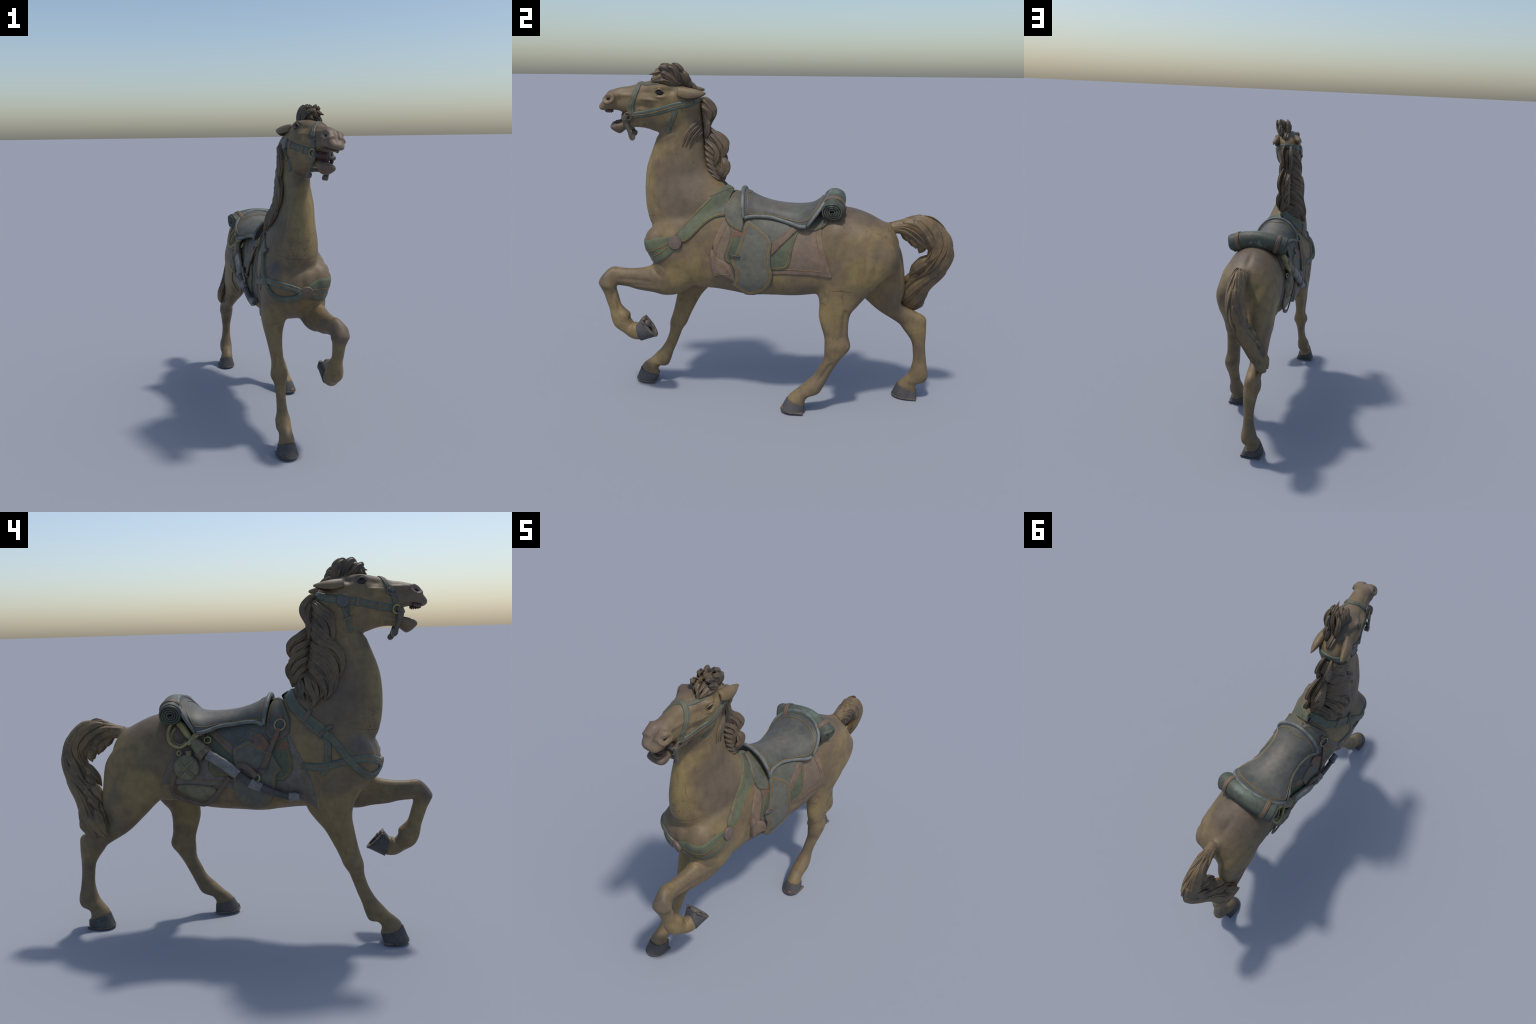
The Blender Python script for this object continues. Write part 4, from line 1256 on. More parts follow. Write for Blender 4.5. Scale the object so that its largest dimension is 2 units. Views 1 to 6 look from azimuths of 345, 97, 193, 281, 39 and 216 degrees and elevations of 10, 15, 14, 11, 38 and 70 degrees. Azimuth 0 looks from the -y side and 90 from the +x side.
def strap(name, pts, width, thick, mat, parent, lift=0.0, per=8, m=9, line=None, line_mat=None, project=True, ends=True, lines=(0.0,)):
    """Flat strap whose every point lies on the body; line adds a painted stripe along it."""
    path = catmull(pts, per)
    k = len(path)
    wid = np.interp(np.linspace(0, 1, k), np.linspace(0, 1, len(np.atleast_1d(width))), np.atleast_1d(width)) / 2
    nn = np.zeros_like(path)
    for i, p in enumerate(path):
        q, n = on_body(p)
        path[i], nn[i] = (q, n)
    for _ in range(3):
        path[1:-1] = (path[:-2] + 2 * path[1:-1] + path[2:]) / 4
        nn[1:-1] = unit(nn[:-2] + 2 * nn[1:-1] + nn[2:])
    t = unit(np.gradient(path, axis=0))
    s = unit(np.cross(t, nn))
    js = np.linspace(-1, 1, m)
    prof = np.array([0.45 if abs(j) > 0.99 else 1.0 for j in js])
    js2 = np.where(np.abs(js) > 0.99, js, js * (1 + 0.18 * (1 - np.abs(js))))
    rings, grid, gn = [], [], []
    for i in range(k):
        row, rn = [], []
        for j, f in zip(js2, prof):
            q, n = on_body(path[i] + s[i] * wid[i] * j)
            n = unit(n + nn[i])
            row.append(q + n * (lift + thick * f))
            rn.append(n)
        a, b = row[0] - rn[0] * (thick + 0.006), row[-1] - rn[-1] * (thick + 0.006)
        rings.append(np.array(row + [b, a]))
        grid.append(row)
        gn.append(rn)
    ob = new_object(name, *bridge_rings(rings), parent, mat)
    fix_normals(ob)
    sharp(ob, 50)
    if line:
        grid, gn = np.array(grid), np.array(gn)
        for off in lines:
            f = (off + 1) / 2 * (m - 1)
            i0 = min(int(f), m - 2)
            fr = f - i0
            lp = grid[:, i0] * (1 - fr) + grid[:, i0 + 1] * fr + gn[:, i0] * 0.0004
            new_object("stripe", *tube(lp, line, 0.0011, up=gn[:, i0], n=8), ob, line_mat or PIPING)
    return ob


def disc(name, c, normal, r, h, mat, parent, n=40, dome=0.25):
    nrm = unit(normal)
    a0 = unit(np.cross(nrm, [0.2, 0.1, 1]))
    b0 = np.cross(nrm, a0)
    a = np.linspace(0, 2 * math.pi, n, endpoint=False)
    circ = np.outer(np.cos(a), a0) + np.outer(np.sin(a), b0)
    rings = [np.array(c) + circ * r * 0.96 - nrm * 0.008, np.array(c) + circ * r + nrm * h * 0.5, np.array(c) + circ * r * 0.93 + nrm * h,
             np.array(c) + circ * r * 0.5 + nrm * h * (1 + dome * 0.7)]
    v, f = bridge_rings(rings)
    v[-1] = np.array(c) + nrm * h * (1 + dome)
    ob = new_object(name, v, f, parent, mat)
    fix_normals(ob)
    sharp(ob, 45)
    return ob


def simple(name, vf, parent, mat, ang=None):
    ob = new_object(name, *vf, parent, mat)
    fix_normals(ob)
    if ang:
        sharp(ob, ang)
    return ob


# ------------------------------------------------------------------ saddle cloths and flaps
saddle = bpy.data.objects.new("saddle", None)
scene.collection.objects.link(saddle)
saddle.parent = ROOT

L_BLANKET = [(-0.250, 1.140), (-0.302, 1.023), (-0.326, 0.965), (-0.332, 0.886), (-0.319, 0.803), (-0.194, 0.765), (-0.088, 0.794), (0.014, 0.818),
             (0.106, 0.825), (0.186, 0.826), (0.265, 0.822), (0.340, 0.816), (0.304, 0.923), (0.278, 1.027), (0.267, 1.120), (0.100, 1.150), (-0.150, 1.160)]
L_FOLD = [(-0.321, 0.985), (-0.315, 0.946), (-0.289, 0.903), (-0.246, 0.880), (-0.218, 0.852), (-0.199, 0.808), (-0.192, 0.762), (-0.232, 0.787),
          (-0.276, 0.800), (-0.317, 0.796), (-0.328, 0.852), (-0.334, 0.911)]
L_PAD = [(-0.226, 1.10), (-0.224, 1.026), (-0.243, 0.953), (-0.256, 0.909), (-0.246, 0.880), (-0.213, 0.864), (-0.184, 0.834), (-0.098, 0.833), (0.006, 0.842),
         (0.049, 0.845), (0.091, 0.858), (0.112, 0.896), (0.124, 0.968), (0.144, 1.040), (0.171, 1.079), (0.068, 1.150), (-0.136, 1.160)]
L_PANEL = [(-0.150, 1.160), (0.068, 1.150), (0.152, 1.095), (0.088, 1.043), (0.007, 0.983), (0.003, 0.925), (-0.098, 0.921), (-0.146, 1.001)]
L_DIAG = [(0.136, 1.099), (0.173, 1.083), (0.089, 1.005), (0.003, 0.918), (0.007, 0.985), (0.070, 1.042)]
L_FENDER = [(-0.141, 1.110), (-0.089, 1.084), (-0.014, 1.025), (0.007, 0.987), (0.003, 0.920), (0.004, 0.876), (0.014, 0.828), (0.014, 0.799), (0.000, 0.758),
            (-0.035, 0.717), (-0.088, 0.695), (-0.136, 0.695), (-0.185, 0.725), (-0.210, 0.752), (-0.194, 0.789), (-0.194, 0.833), (-0.215, 0.872), (-0.222, 0.906),
            (-0.193, 0.931), (-0.165, 1.019), (-0.155, 1.058)]
L_FLAP = [(-0.215, 1.245), (-0.236, 1.220), (-0.259, 1.180), (-0.263, 1.137), (-0.254, 1.104), (-0.232, 1.076), (-0.190, 1.051), (-0.161, 1.042), (-0.151, 1.088),
          (-0.160, 1.188), (-0.165, 1.240)]
L_REAR = [(0.150, 1.085), (0.203, 1.064), (0.240, 1.062), (0.271, 1.076), (0.305, 1.103), (0.310, 1.150), (0.200, 1.150)]
R_BLANKET = [(0.386, 0.823), (0.367, 0.886), (0.322, 0.964), (0.290, 1.063), (0.245, 1.120), (0.080, 1.150), (-0.173, 1.150), (-0.280, 1.083), (-0.319, 1.013),
             (-0.355, 0.947), (-0.391, 0.863), (-0.414, 0.758), (-0.420, 0.709), (-0.389, 0.728), (-0.343, 0.746), (-0.289, 0.758), (-0.163, 0.775), (0.007, 0.805),
             (0.180, 0.820), (0.299, 0.822)]
R_PAD = [(0.150, 1.110), (0.135, 0.944), (0.132, 0.905), (0.116, 0.879), (0.091, 0.867), (0.039, 0.863), (-0.101, 0.839), (-0.220, 0.847), (-0.258, 0.853),
         (-0.287, 0.879), (-0.303, 0.913), (-0.301, 0.959), (-0.290, 1.001), (-0.265, 1.083), (-0.169, 1.155), (-0.006, 1.155)]
R_PANEL = [(0.150, 1.092), (0.080, 1.135), (-0.048, 1.165), (-0.161, 1.165), (-0.171, 1.075), (-0.186, 0.992), (-0.077, 1.017), (0.004, 1.004)]
R_DIAG = [(0.150, 1.088), (0.118, 1.100), (0.003, 1.016), (0.007, 0.964), (0.076, 1.025)]
R_FENDER = [(-0.079, 1.047), (-0.036, 1.028), (0.005, 1.009), (0.006, 0.979), (-0.001, 0.937), (-0.002, 0.894), (0.005, 0.839), (0.002, 0.796), (-0.014, 0.753),
            (-0.056, 0.714), (-0.102, 0.700), (-0.154, 0.716), (-0.193, 0.760), (-0.211, 0.812), (-0.217, 0.875), (-0.247, 0.906), (-0.223, 0.943), (-0.199, 0.980),
            (-0.170, 1.001), (-0.129, 1.022)]
R_FLAP = [(-0.195, 1.245), (-0.240, 1.240), (-0.267, 1.189), (-0.285, 1.139), (-0.283, 1.086), (-0.256, 1.056), (-0.222, 1.044), (-0.189, 1.052), (-0.164, 1.077),
          (-0.160, 1.140), (-0.172, 1.202)]
R_REAR = [(0.150, 1.085), (0.215, 1.075), (0.260, 1.085), (0.290, 1.110), (0.300, 1.150), (0.200, 1.150)]
HB, HP, HF = 0.70, 0.5, 0.40

for side, BL, PD, PN, DG, FE, FL, RE in ((1, L_BLANKET, L_PAD, L_PANEL, L_DIAG, L_FENDER, L_FLAP, L_REAR), (-1, R_BLANKET, R_PAD, R_PANEL, R_DIAG, R_FENDER, R_FLAP, R_REAR)):
    b = panel("saddle_blanket", side, BL, 0.000, 0.006, BLANKET if side > 0 else BLANKET_EDGE, ROOT, HB, wave=0.0015)
    ins = inset(outline(BL, 5), 0.030)
    piping("piping", side, ins, 0.0068, b, PIPING if side > 0 else GOLD_LINE, w=0.0017, hang=HB, closed=True)
    p = panel("saddle_pad", side, PD, 0.005, 0.005, PAD, saddle, HB, crisp=False)
    piping("piping", side, inset(outline(PD, 5, False), 0.014), 0.0104, p, PIPING if side > 0 else GOLD_LINE, hang=HB, closed=True)
    n = panel("side_panel", side, PN, 0.008, 0.005, PANEL if side > 0 else SADDLE, saddle, HB)
    dg = panel("girth_strap", side, DG, 0.011, 0.005, MAUVE, saddle, HB)
    piping("piping", side, inset(outline(DG, 5), 0.008), 0.0164, dg, PIPING if side > 0 else GOLD_LINE, w=0.0016, hang=HB, closed=True)
    f = panel("fender", side, FE, 0.013, 0.008, FENDER, saddle, HF)
    piping("piping", side, inset(outline(FE, 5), 0.014), 0.0214, f, GOLD_LINE, w=0.0018, hang=HF, closed=True)
    if side > 0:
        piping("piping", side, inset(outline(FE, 5), 0.021), 0.0214, f, PIPING, w=0.0016, hang=HF, closed=True)
    l = panel("pommel_flap", side, FL, 0.007, 0.008, PANEL if side > 0 else SADDLE, saddle, HB)
    piping("piping", side, inset(outline(FL, 5), 0.010), 0.0154, l, PIPING if side > 0 else GOLD_LINE, w=0.0016, hang=HB, closed=True)
    r = panel("rear_skirt", side, RE, 0.007, 0.007, PANEL if side > 0 else SADDLE, saddle, HB)
    piping("piping", side, inset(outline(RE, 5), 0.009), 0.0144, r, PIPING, w=0.0016, hang=HB, closed=True)
fold = panel("blanket_fold", 1, L_FOLD, 0.005, 0.016, BLANKET, ROOT, HB, crisp=False, round_=0.010, wave=0.002)
piping("piping", 1, catmull([(-0.315, 0.930), (-0.290, 0.880), (-0.250, 0.850), (-0.222, 0.815), (-0.262, 0.812), (-0.312, 0.825)], 6), 0.0214, fold, PIPING, w=0.0018, hang=HB)
# red worn paint under the fenders
panel("worn_red_paint", 1, [(-0.221, 1.050), (-0.160, 1.056), (-0.158, 1.022), (-0.193, 1.016), (-0.224, 1.022)], 0.0090, 0.0018, RUST, saddle, HB, per=3)
panel("worn_red_paint", 1, [(-0.152, 1.062), (-0.126, 1.052), (-0.140, 1.026), (-0.160, 1.024)], 0.0195, 0.0022, RUST, saddle, HF, per=3)
panel("worn_red_paint", -1, [(-0.090, 1.060), (-0.135, 1.080), (-0.168, 1.050), (-0.186, 1.025), (-0.175, 1.000), (-0.127, 1.000)], 0.0195, 0.0022, RUST, saddle, HF, per=3)
panel("worn_red_paint", -1, [(-0.212, 1.020), (-0.240, 1.040), (-0.280, 1.042), (-0.284, 1.012), (-0.220, 1.000)], 0.0090, 0.0018, RUST, saddle, HB, per=3)
piping("stripe", 1, [(-0.088, 1.125), (-0.100, 1.100)], 0.0135, saddle, GOLD_LINE, hang=HB)
piping("stripe", -1, [(-0.117, 1.145), (-0.124, 1.108)], 0.0135, saddle, GOLD_LINE, hang=HB)

# ------------------------------------------------------------------ seat, with rolled pommel and cantle
SEAT = [  # top y, top z | edge y, z (left), x, z (right) | arch exponent
    (-0.166, 1.266, -0.148, 1.122, 0.142, 1.128, 1.15),
    (-0.135, 1.252, -0.122, 1.128, 0.126, 1.136, 1.15),
    (-0.100, 1.232, -0.090, 1.131, 0.116, 1.140, 1.10),
    (-0.040, 1.209, -0.035, 1.128, 0.108, 1.134, 1.05),
    (0.030, 1.194, 0.015, 1.122, 0.110, 1.125, 1.00),
    (0.110, 1.187, 0.070, 1.108, 0.120, 1.120, 0.95),
    (0.180, 1.189, 0.115, 1.098, 0.140, 1.106, 0.90),
    (0.225, 1.200, 0.145, 1.092, 0.156, 1.096, 0.82),
    (0.265, 1.227, 0.170, 1.090, 0.166, 1.092, 0.75),
    (0.308, 1.257, 0.190, 1.093, 0.170, 1.093, 0.70),
]
rows = catmull(SEAT, 5)
NA = 41


def seat_point(r, a, lift=0.0, t=0.5):
    """a from -1 (right edge) over 0 (top) to 1 (left edge)."""
    ty, tz, ey, ezl, ex, ezr, p = r
    ez = ezl if a > 0 else ezr
    s = math.sin(abs(a) * math.pi / 2)
    c = math.cos(abs(a) * math.pi / 2)
    x = ex * s * (1 if a > 0 else -1)
    z = ez + (tz - ez) * c ** p
    y = ey + (ty - ey) * c ** p
    return np.array([x, y, z + lift * c]) + np.array([lift * s * (1 if a > 0 else -1), 0, 0])


aa = np.linspace(-1, 1, NA)
rings = []
for i, r in enumerate(rows):
    top = np.array([seat_point(r, a) for a in aa])
    bot = np.array([seat_point(r, a, -0.016) for a in aa[::-1]])
    rings.append(np.vstack([top, bot]))
seat = simple("seat", bridge_rings(rings), saddle, SADDLE, 50)
for i, (idx, rad, off) in enumerate(((0, 0.0115, -0.004), (-1, 0.0120, 0.006))):
    p = np.array([seat_point(rows[idx], a, 0.002) + [0, off, 0] for a in np.linspace(-1, 1, 61)])
    k = np.linspace(-1, 1, 61)
    simple("pommel_roll" if idx == 0 else "cantle_roll", tube(p, rad * (1 - 0.35 * np.abs(k) ** 3), n=14, up=(0, 1, 0)), seat, RIM)
for s in (-1, 1):      # raised lip along the lower edges
    p = np.array([seat_point(r, s, 0.001) for r in rows])
    simple("skirt_roll", tube(p, 0.0075, 0.010, n=12), seat, RIM)
pp = [seat_point(rows[int(i)], 0.90, 0.0015) for i in range(4, len(rows) - 5)]
pq = [seat_point(rows[int(i)], -0.90, 0.0015) for i in range(4, len(rows) - 5)]
pc = [seat_point(rows[-5], a, 0.0015) for a in np.linspace(0.90, -0.90, 50)]
pf = [seat_point(catmull(SEAT, 5)[4 + int(3 * max(0, math.cos(a * math.pi * 1.5)) ** 2 * (abs(a) < 0.34))], a, 0.0015) for a in np.linspace(-0.90, 0.90, 50)]
loop = np.array(pp + pc[1:-1] + pq[::-1] + pf[1:-1])
loop = np.vstack([loop, loop[:1]])
new_object("piping", *tube(loop, 0.0020, 0.0014, n=8), seat, GOLD_LINE)
# hole of the pole at the withers
hc, hn = on_body((-0.006, -0.214, 1.30))
simple("pole_socket", torus(hc + hn * 0.004, hn, 0.017, 0.005), saddle, SADDLE)
disc("pole_hole", hc - hn * 0.001, hn, 0.0155, 0.002, DARK, saddle)

# ------------------------------------------------------------------ bedroll behind the saddle
RP = catmull([(0.168, 0.330, 1.180), (0.135, 0.333, 1.192), (0.075, 0.338, 1.210), (0.0, 0.341, 1.218), (-0.075, 0.337, 1.210), (-0.132, 0.328, 1.194), (-0.168, 0.321, 1.183)], 8)
k = len(RP)
rr = 0.0555 + 0.003 * np.abs(np.linspace(-1, 1, k)) ** 2
bedroll = simple("bedroll", tube(RP, rr, up=(0, 1, 0), n=40), ROOT, ROLL)
v = get_verts(bedroll.data)
v += get_normals(bedroll.data) * (0.0016 * fbm(v * [2.0, 6, 6], 16, 21, 3))[:, None]
set_verts(bedroll.data, v)
for end, nx in ((0, RP[0] - RP[2]), (-1, RP[-1] - RP[-3])):
    nx = unit(nx)
    c = RP[end]
    a0 = unit(np.cross(nx, [0, 0, 1]))
    b0 = np.cross(nx, a0)
    th = np.linspace(0.6, 2 * math.pi * 4.1, 170)
    rad = 0.006 + 0.0475 * (th / th[-1]) ** 0.95
    sp = np.array([c + nx * (0.004 + 0.0025 * math.sin(3 * t)) + (math.cos(t) * a0 + math.sin(t) * b0) * r for t, r in zip(th, rad)])
    simple("rolled_edge", tube(sp, 0.0052, 0.010, up=nx, n=10, e=0.7), bedroll, ROLL)
    disc("roll_core", c - nx * 0.002, nx, 0.0075, 0.004, DARK, bedroll, n=16)
for t in (0.215, 0.785):
    i = t * (k - 1)
    j = int(i)
    c = RP[j] * (1 - i + j) + RP[j + 1] * (i - j)
    nx = unit(RP[j + 1] - RP[j])
    a0 = unit(np.cross(nx, [0, 1, 0]))
    b0 = np.cross(nx, a0)
    ring = np.array([c + (math.cos(a) * a0 + math.sin(a) * b0) * 0.058 for a in np.linspace(0, 2 * math.pi, 49)])
    nrm_ = unit(ring - c)
    simple("bedroll_strap", tube(ring, 0.014, 0.0030, up=nrm_, n=10, e=0.4, cap=False), bedroll, MAUVE)
    new_object("stripe", *tube(ring + nrm_ * 0.0032, 0.0024, 0.0012, up=nrm_, n=8, cap=False), bedroll, PIPING)
simple("roll_seam", tube(np.array([p + [0, 0.048, 0.022] for p in RP[6:-6]]), 0.0045, 0.003, up=(0, 1, 0.4), n=8), bedroll, ROLL)

# ------------------------------------------------------------------ breast harness
L_COLLAR = [(-0.262, 1.285), (-0.225, 1.262), (-0.244, 1.205), (-0.250, 1.128), (-0.311, 1.117), (-0.352, 1.093), (-0.394, 1.054), (-0.425, 1.019), (-0.459, 0.991), (-0.486, 0.981),
            (-0.519, 0.993), (-0.526, 1.023), (-0.514, 1.050), (-0.483, 1.081), (-0.414, 1.154), (-0.335, 1.237)]
collar = panel("breast_collar", 1, L_COLLAR, 0.001, 0.008, SAGE, ROOT, 0.9)
for run in ([(-0.330, 1.228), (-0.412, 1.142), (-0.478, 1.072), (-0.506, 1.042), (-0.516, 1.020)], [(-0.256, 1.136), (-0.311, 1.126), (-0.358, 1.100), (-0.398, 1.063), (-0.430, 1.027), (-0.462, 1.000), (-0.488, 0.990)]):
    piping("piping", 1, catmull(run, 8), 0.0098, collar, PIPING)
piping("seam", 1, catmull([(-0.345, 1.228), (-0.285, 1.250), (-0.235, 1.262)], 6), 0.0092, collar, BELT)
c, n = on_flank(1, -0.525, 0.982, 0.006, 0.9)
disc("rosette", c, n, 0.038, 0.008, ROSETTE, collar)
CB = [(0.165, -0.540, 0.975), (0.158, -0.600, 0.945), (0.140, -0.665, 0.922), (0.105, -0.725, 0.908), (0.050, -0.755, 0.901), (-0.005, -0.765, 0.897)]
band = strap("breast_band", CB, (0.082, 0.124, 0.152, 0.156, 0.112, 0.060), 0.006, SAGE, ROOT, m=15)
for off in ((0.3, 0.1, 0.1, 0.15, 0.3, 0.5), (-0.05, -0.4, -0.5, -0.45, -0.3, -0.3)):
    pts = catmull(CB, 8)
    w2 = np.interp(np.linspace(0, 1, len(pts)), np.linspace(0, 1, 6), np.array(off) * np.array((0.040, 0.056, 0.067, 0.070, 0.052, 0.030)))
    q = []
    qn = []
    for p, o in zip(pts, w2):
        a, b = on_body(p + [0, 0, o])
        q.append(a + b * 0.0068)
        qn.append(b)
    new_object("piping", *tube(np.array(q)[3:-5], 0.0022, 0.0012, up=np.array(qn)[3:-5], n=8), band, PIPING)
c, n = on_body((-0.008, -0.80, 0.897))
c = c + n * 0.006
fr = disc("rosette", c, n, 0.036, 0.010, ROSETTE, band, dome=0.35)
a0 = unit(np.cross(n, [0, 0, 1]))
b0 = np.cross(n, a0)
for i in range(9):
    a = 2 * math.pi * i / 9
    d = math.cos(a) * a0 + math.sin(a) * b0
    new_object("petal_groove", *tube(np.array([c + n * 0.0118 + d * r for r in (0.010, 0.017, 0.025)]), (0.001, 0.0028, 0.001), 0.0015, up=n, n=8), fr, PIPING)

R_RUN = [(-0.012, -0.235, 1.30), (-0.060, -0.262, 1.285), (-0.105, -0.295, 1.225), (-0.128, -0.345, 1.177), (-0.150, -0.380, 1.148), (-0.165, -0.420, 1.120), (-0.178, -0.456, 1.093)]
dbl = strap("shoulder_strap", R_RUN, 0.062, 0.008, TEAL, ROOT, m=11, line=0.0018, line_mat=GOLD_LINE, lines=(-0.62, 0.62))
for (c0, c1) in ((-0.346, 1.144), (-0.388, 1.199)), ((-0.435, 1.073), (-0.491, 1.118)):
    strap("strap_keeper", [(-0.16, *c0), (-0.155, (c0[0] + c1[0]) / 2, (c0[1] + c1[1]) / 2), (-0.14, *c1)], 0.026, 0.012, SLATE, dbl, line=0.0018, line_mat=GOLD_LINE)
S1 = [(-0.178, -0.461, 1.090), (-0.180, -0.492, 1.066), (-0.182, -0.535, 1.012), (-0.180, -0.578, 0.959), (-0.165, -0.630, 0.905), (-0.135, -0.680, 0.870), (-0.085, -0.735, 0.862), (-0.040, -0.765, 0.872), (-0.012, -0.77, 0.888)]
strap("breast_strap", S1, 0.034, 0.008, TEAL, ROOT, lift=0.006, line=0.0016)
S2 = [(-0.175, -0.462, 1.080), (-0.180, -0.474, 1.047), (-0.185, -0.479, 1.012), (-0.188, -0.476, 0.965), (-0.190, -0.466, 0.925), (-0.190, -0.450, 0.885)]
strap("breast_strap", S2, (0.032, 0.032, 0.034, 0.036, 0.05, 0.03), 0.006, TEAL, ROOT, line=0.0016)
S3 = [(-0.175, -0.345, 0.928), (-0.180, -0.415, 0.922), (-0.185, -0.472, 0.929), (-0.182, -0.535, 0.946), (-0.175, -0.590, 0.959), (-0.155, -0.650, 0.962), (-0.115, -0.71, 0.948), (-0.06, -0.76, 0.925), (-0.012, -0.77, 0.905)]
strap("breast_strap", S3, 0.036, 0.007, TEAL, ROOT, lift=0.002, line=0.0016)

# ------------------------------------------------------------------ bridle and curb bit
bridle = bpy.data.objects.new("bridle", None)
scene.collection.objects.link(bridle)
bridle.parent = ROOT


def hp(x, pts):
    return [tuple(head_to_world((x, *p))) for p in pts]


HL_CHEEK = [(-0.290, -0.040), (-0.239, -0.034), (-0.198, -0.026), (-0.125, -0.004), (-0.048, 0.020), (0.028, 0.035), (0.075, 0.048)]
HR_CHEEK = [(-0.291, -0.046), (-0.247, -0.036), (-0.210, -0.030), (-0.168, -0.021), (-0.095, -0.006), (-0.021, 0.006), (0.070, 0.024)]
strap("cheek_strap", hp(0.09, HL_CHEEK), (0.034, 0.036, 0.038, 0.038, 0.036, 0.034), 0.006, TEAL, bridle, line=0.0020)
strap("cheek_strap", hp(-0.09, HR_CHEEK), (0.034, 0.036, 0.036, 0.036, 0.036, 0.036), 0.006, TEAL, bridle, line=0.0018)
poll = [tuple(head_to_world(p)) for p in ((0.075, 0.070, 0.050), (0.060, 0.095, 0.055), (0.02, 0.115, 0.055), (-0.02, 0.115, 0.048), (-0.060, 0.095, 0.038), (-0.075, 0.065, 0.026))]
strap("poll_strap", poll, 0.036, 0.006, TEAL, bridle)
NB = [(0.070, -0.274, -0.028), (0.068, -0.272, 0.017), (0.058, -0.256, 0.063), (0.040, -0.236, 0.104), (0.0, -0.222, 0.140), (-0.040, -0.238, 0.098), (-0.058, -0.262, 0.060), (-0.066, -0.282, 0.015), (-0.066, -0.290, -0.025)]
strap("noseband", [tuple(head_to_world(p)) for p in NB], 0.029, 0.006, TEAL, bridle, line=0.0018)
strap("noseband", [tuple(head_to_world(p)) for p in ((0.014, -0.226, 0.14), (0.040, -0.190, 0.14), (0.055, -0.150, 0.15), (0.058, -0.120, 0.15))], 0.020, 0.004, TEAL, bridle, line=0.0014)
strap("throat_strap", hp(0.09, [(-0.036, 0.000), (-0.051, -0.048), (-0.068, -0.084), (-0.088, -0.122)]), 0.030, 0.005, TEAL, bridle, line=0.0016)
strap("throat_strap", hp(-0.09, [(-0.029, -0.025), (-0.043, -0.073), (-0.062, -0.115), (-0.082, -0.138)]), 0.028, 0.005, TEAL, bridle, line=0.0016)
for y0, z0, y1, z1 in ((-0.098, 0.014, -0.093, -0.026), (-0.208, -0.008, -0.204, -0.052)):
    strap("strap_keeper", hp(-0.09, [(y0, z0), ((y0 + y1) / 2, (z0 + z1) / 2), (y1, z1)]), 0.016, 0.009, MAUVE, bridle)
for a, b in (((-0.066, -0.075), (-0.030, -0.092)), ((-0.305, 0.02), (-0.265, 0.03)), ((-0.292, 0.045), (-0.255, 0.06))):
    strap("strap_keeper", hp(-0.085, [a, ((a[0] + b[0]) / 2, (a[1] + b[1]) / 2), b]), 0.012, 0.010, MAUVE if a[1] < 0 else SLATE, bridle)
c, n = on_body(head_to_world((-0.12, -0.021, 0.001)))
disc("rosette", c + n * 0.004, n, 0.033, 0.008, SLATE, bridle)
for y, z in ((-0.045, -0.052), (-0.268, 0.052)):
    c, n = on_body(head_to_world((-0.11, y, z)))
    simple("buckle", torus(c + n * 0.008, n, 0.014, 0.0028, n=24), bridle, TEAL)
for s in (1, -1):
    c, n = on_body(head_to_world((0.08 * s, -0.296, -0.045)))
    ring = torus(c + n * 0.008, n, 0.020, 0.0042)
    simple("bit_ring", ring, bridle, BRASS if s < 0 else BIT)
    b = head_to_world((0.060 * s, -0.309, -0.050))
    shank = catmull([head_to_world((0.056 * s, y, z)) for y, z in ((-0.302, -0.030), (-0.310, -0.060), (-0.303, -0.090), (-0.290, -0.125), (-0.282, -0.155))], 6)
    kk = len(shank)
    simple("bit_shank", tube(shank, np.interp(np.linspace(0, 1, kk), [0, 0.3, 0.7, 1], [0.012, 0.016, 0.010, 0.013]), 0.006, up=HEAD_R[:, 0], n=12, e=0.7), bridle, BIT)
    simple("bit_boss", tube(np.array([head_to_world((0.048 * s, -0.314, -0.048)), head_to_world((0.068 * s, -0.314, -0.048))]), 0.012, up=(0, 0, 1), n=20), bridle, BIT, 40)
    simple("shank_roller", tube(np.array([head_to_world((0.040 * s, -0.277, -0.156)), head_to_world((0.062 * s, -0.277, -0.156))]), 0.015, up=(0, 0, 1), n=20), bridle, BIT, 40)
simple("mouthpiece", tube(np.array([head_to_world((x, -0.322, -0.052)) for x in np.linspace(-0.055, 0.055, 9)]), 0.009, up=(0, 0, 1), n=14), bridle, IRON)
simple("curb_chain", tube(catmull([head_to_world(p) for p in ((0.052, -0.285, -0.132), (0.02, -0.300, -0.124), (-0.02, -0.300, -0.124), (-0.052, -0.285, -0.132))], 6), 0.008, 0.010, n=12), bridle, BIT)

# ------------------------------------------------------------------ right side: rings, straps, sabre, canteen
def R(y, z, lift):
    return on_flank(-1, y, z, lift, 0.30)


def hung(points, lift, per=7):
    pts = catmull(points, per)
    lf = np.interp(np.linspace(0, 1, len(pts)), np.linspace(0, 1, len(np.atleast_1d(lift))), np.atleast_1d(lift))
    a = [R(y, z, h) for (y, z), h in zip(pts, lf)]
    return np.array([x[0] for x in a]), np.array([x[1] for x in a])


def hung_strap(name, points, lift, w, th, mat, parent):
    p, n = hung(points, lift)
    return simple(name, tube(p, w / 2, th / 2, up=n, n=12, e=0.45), parent, mat, 50)


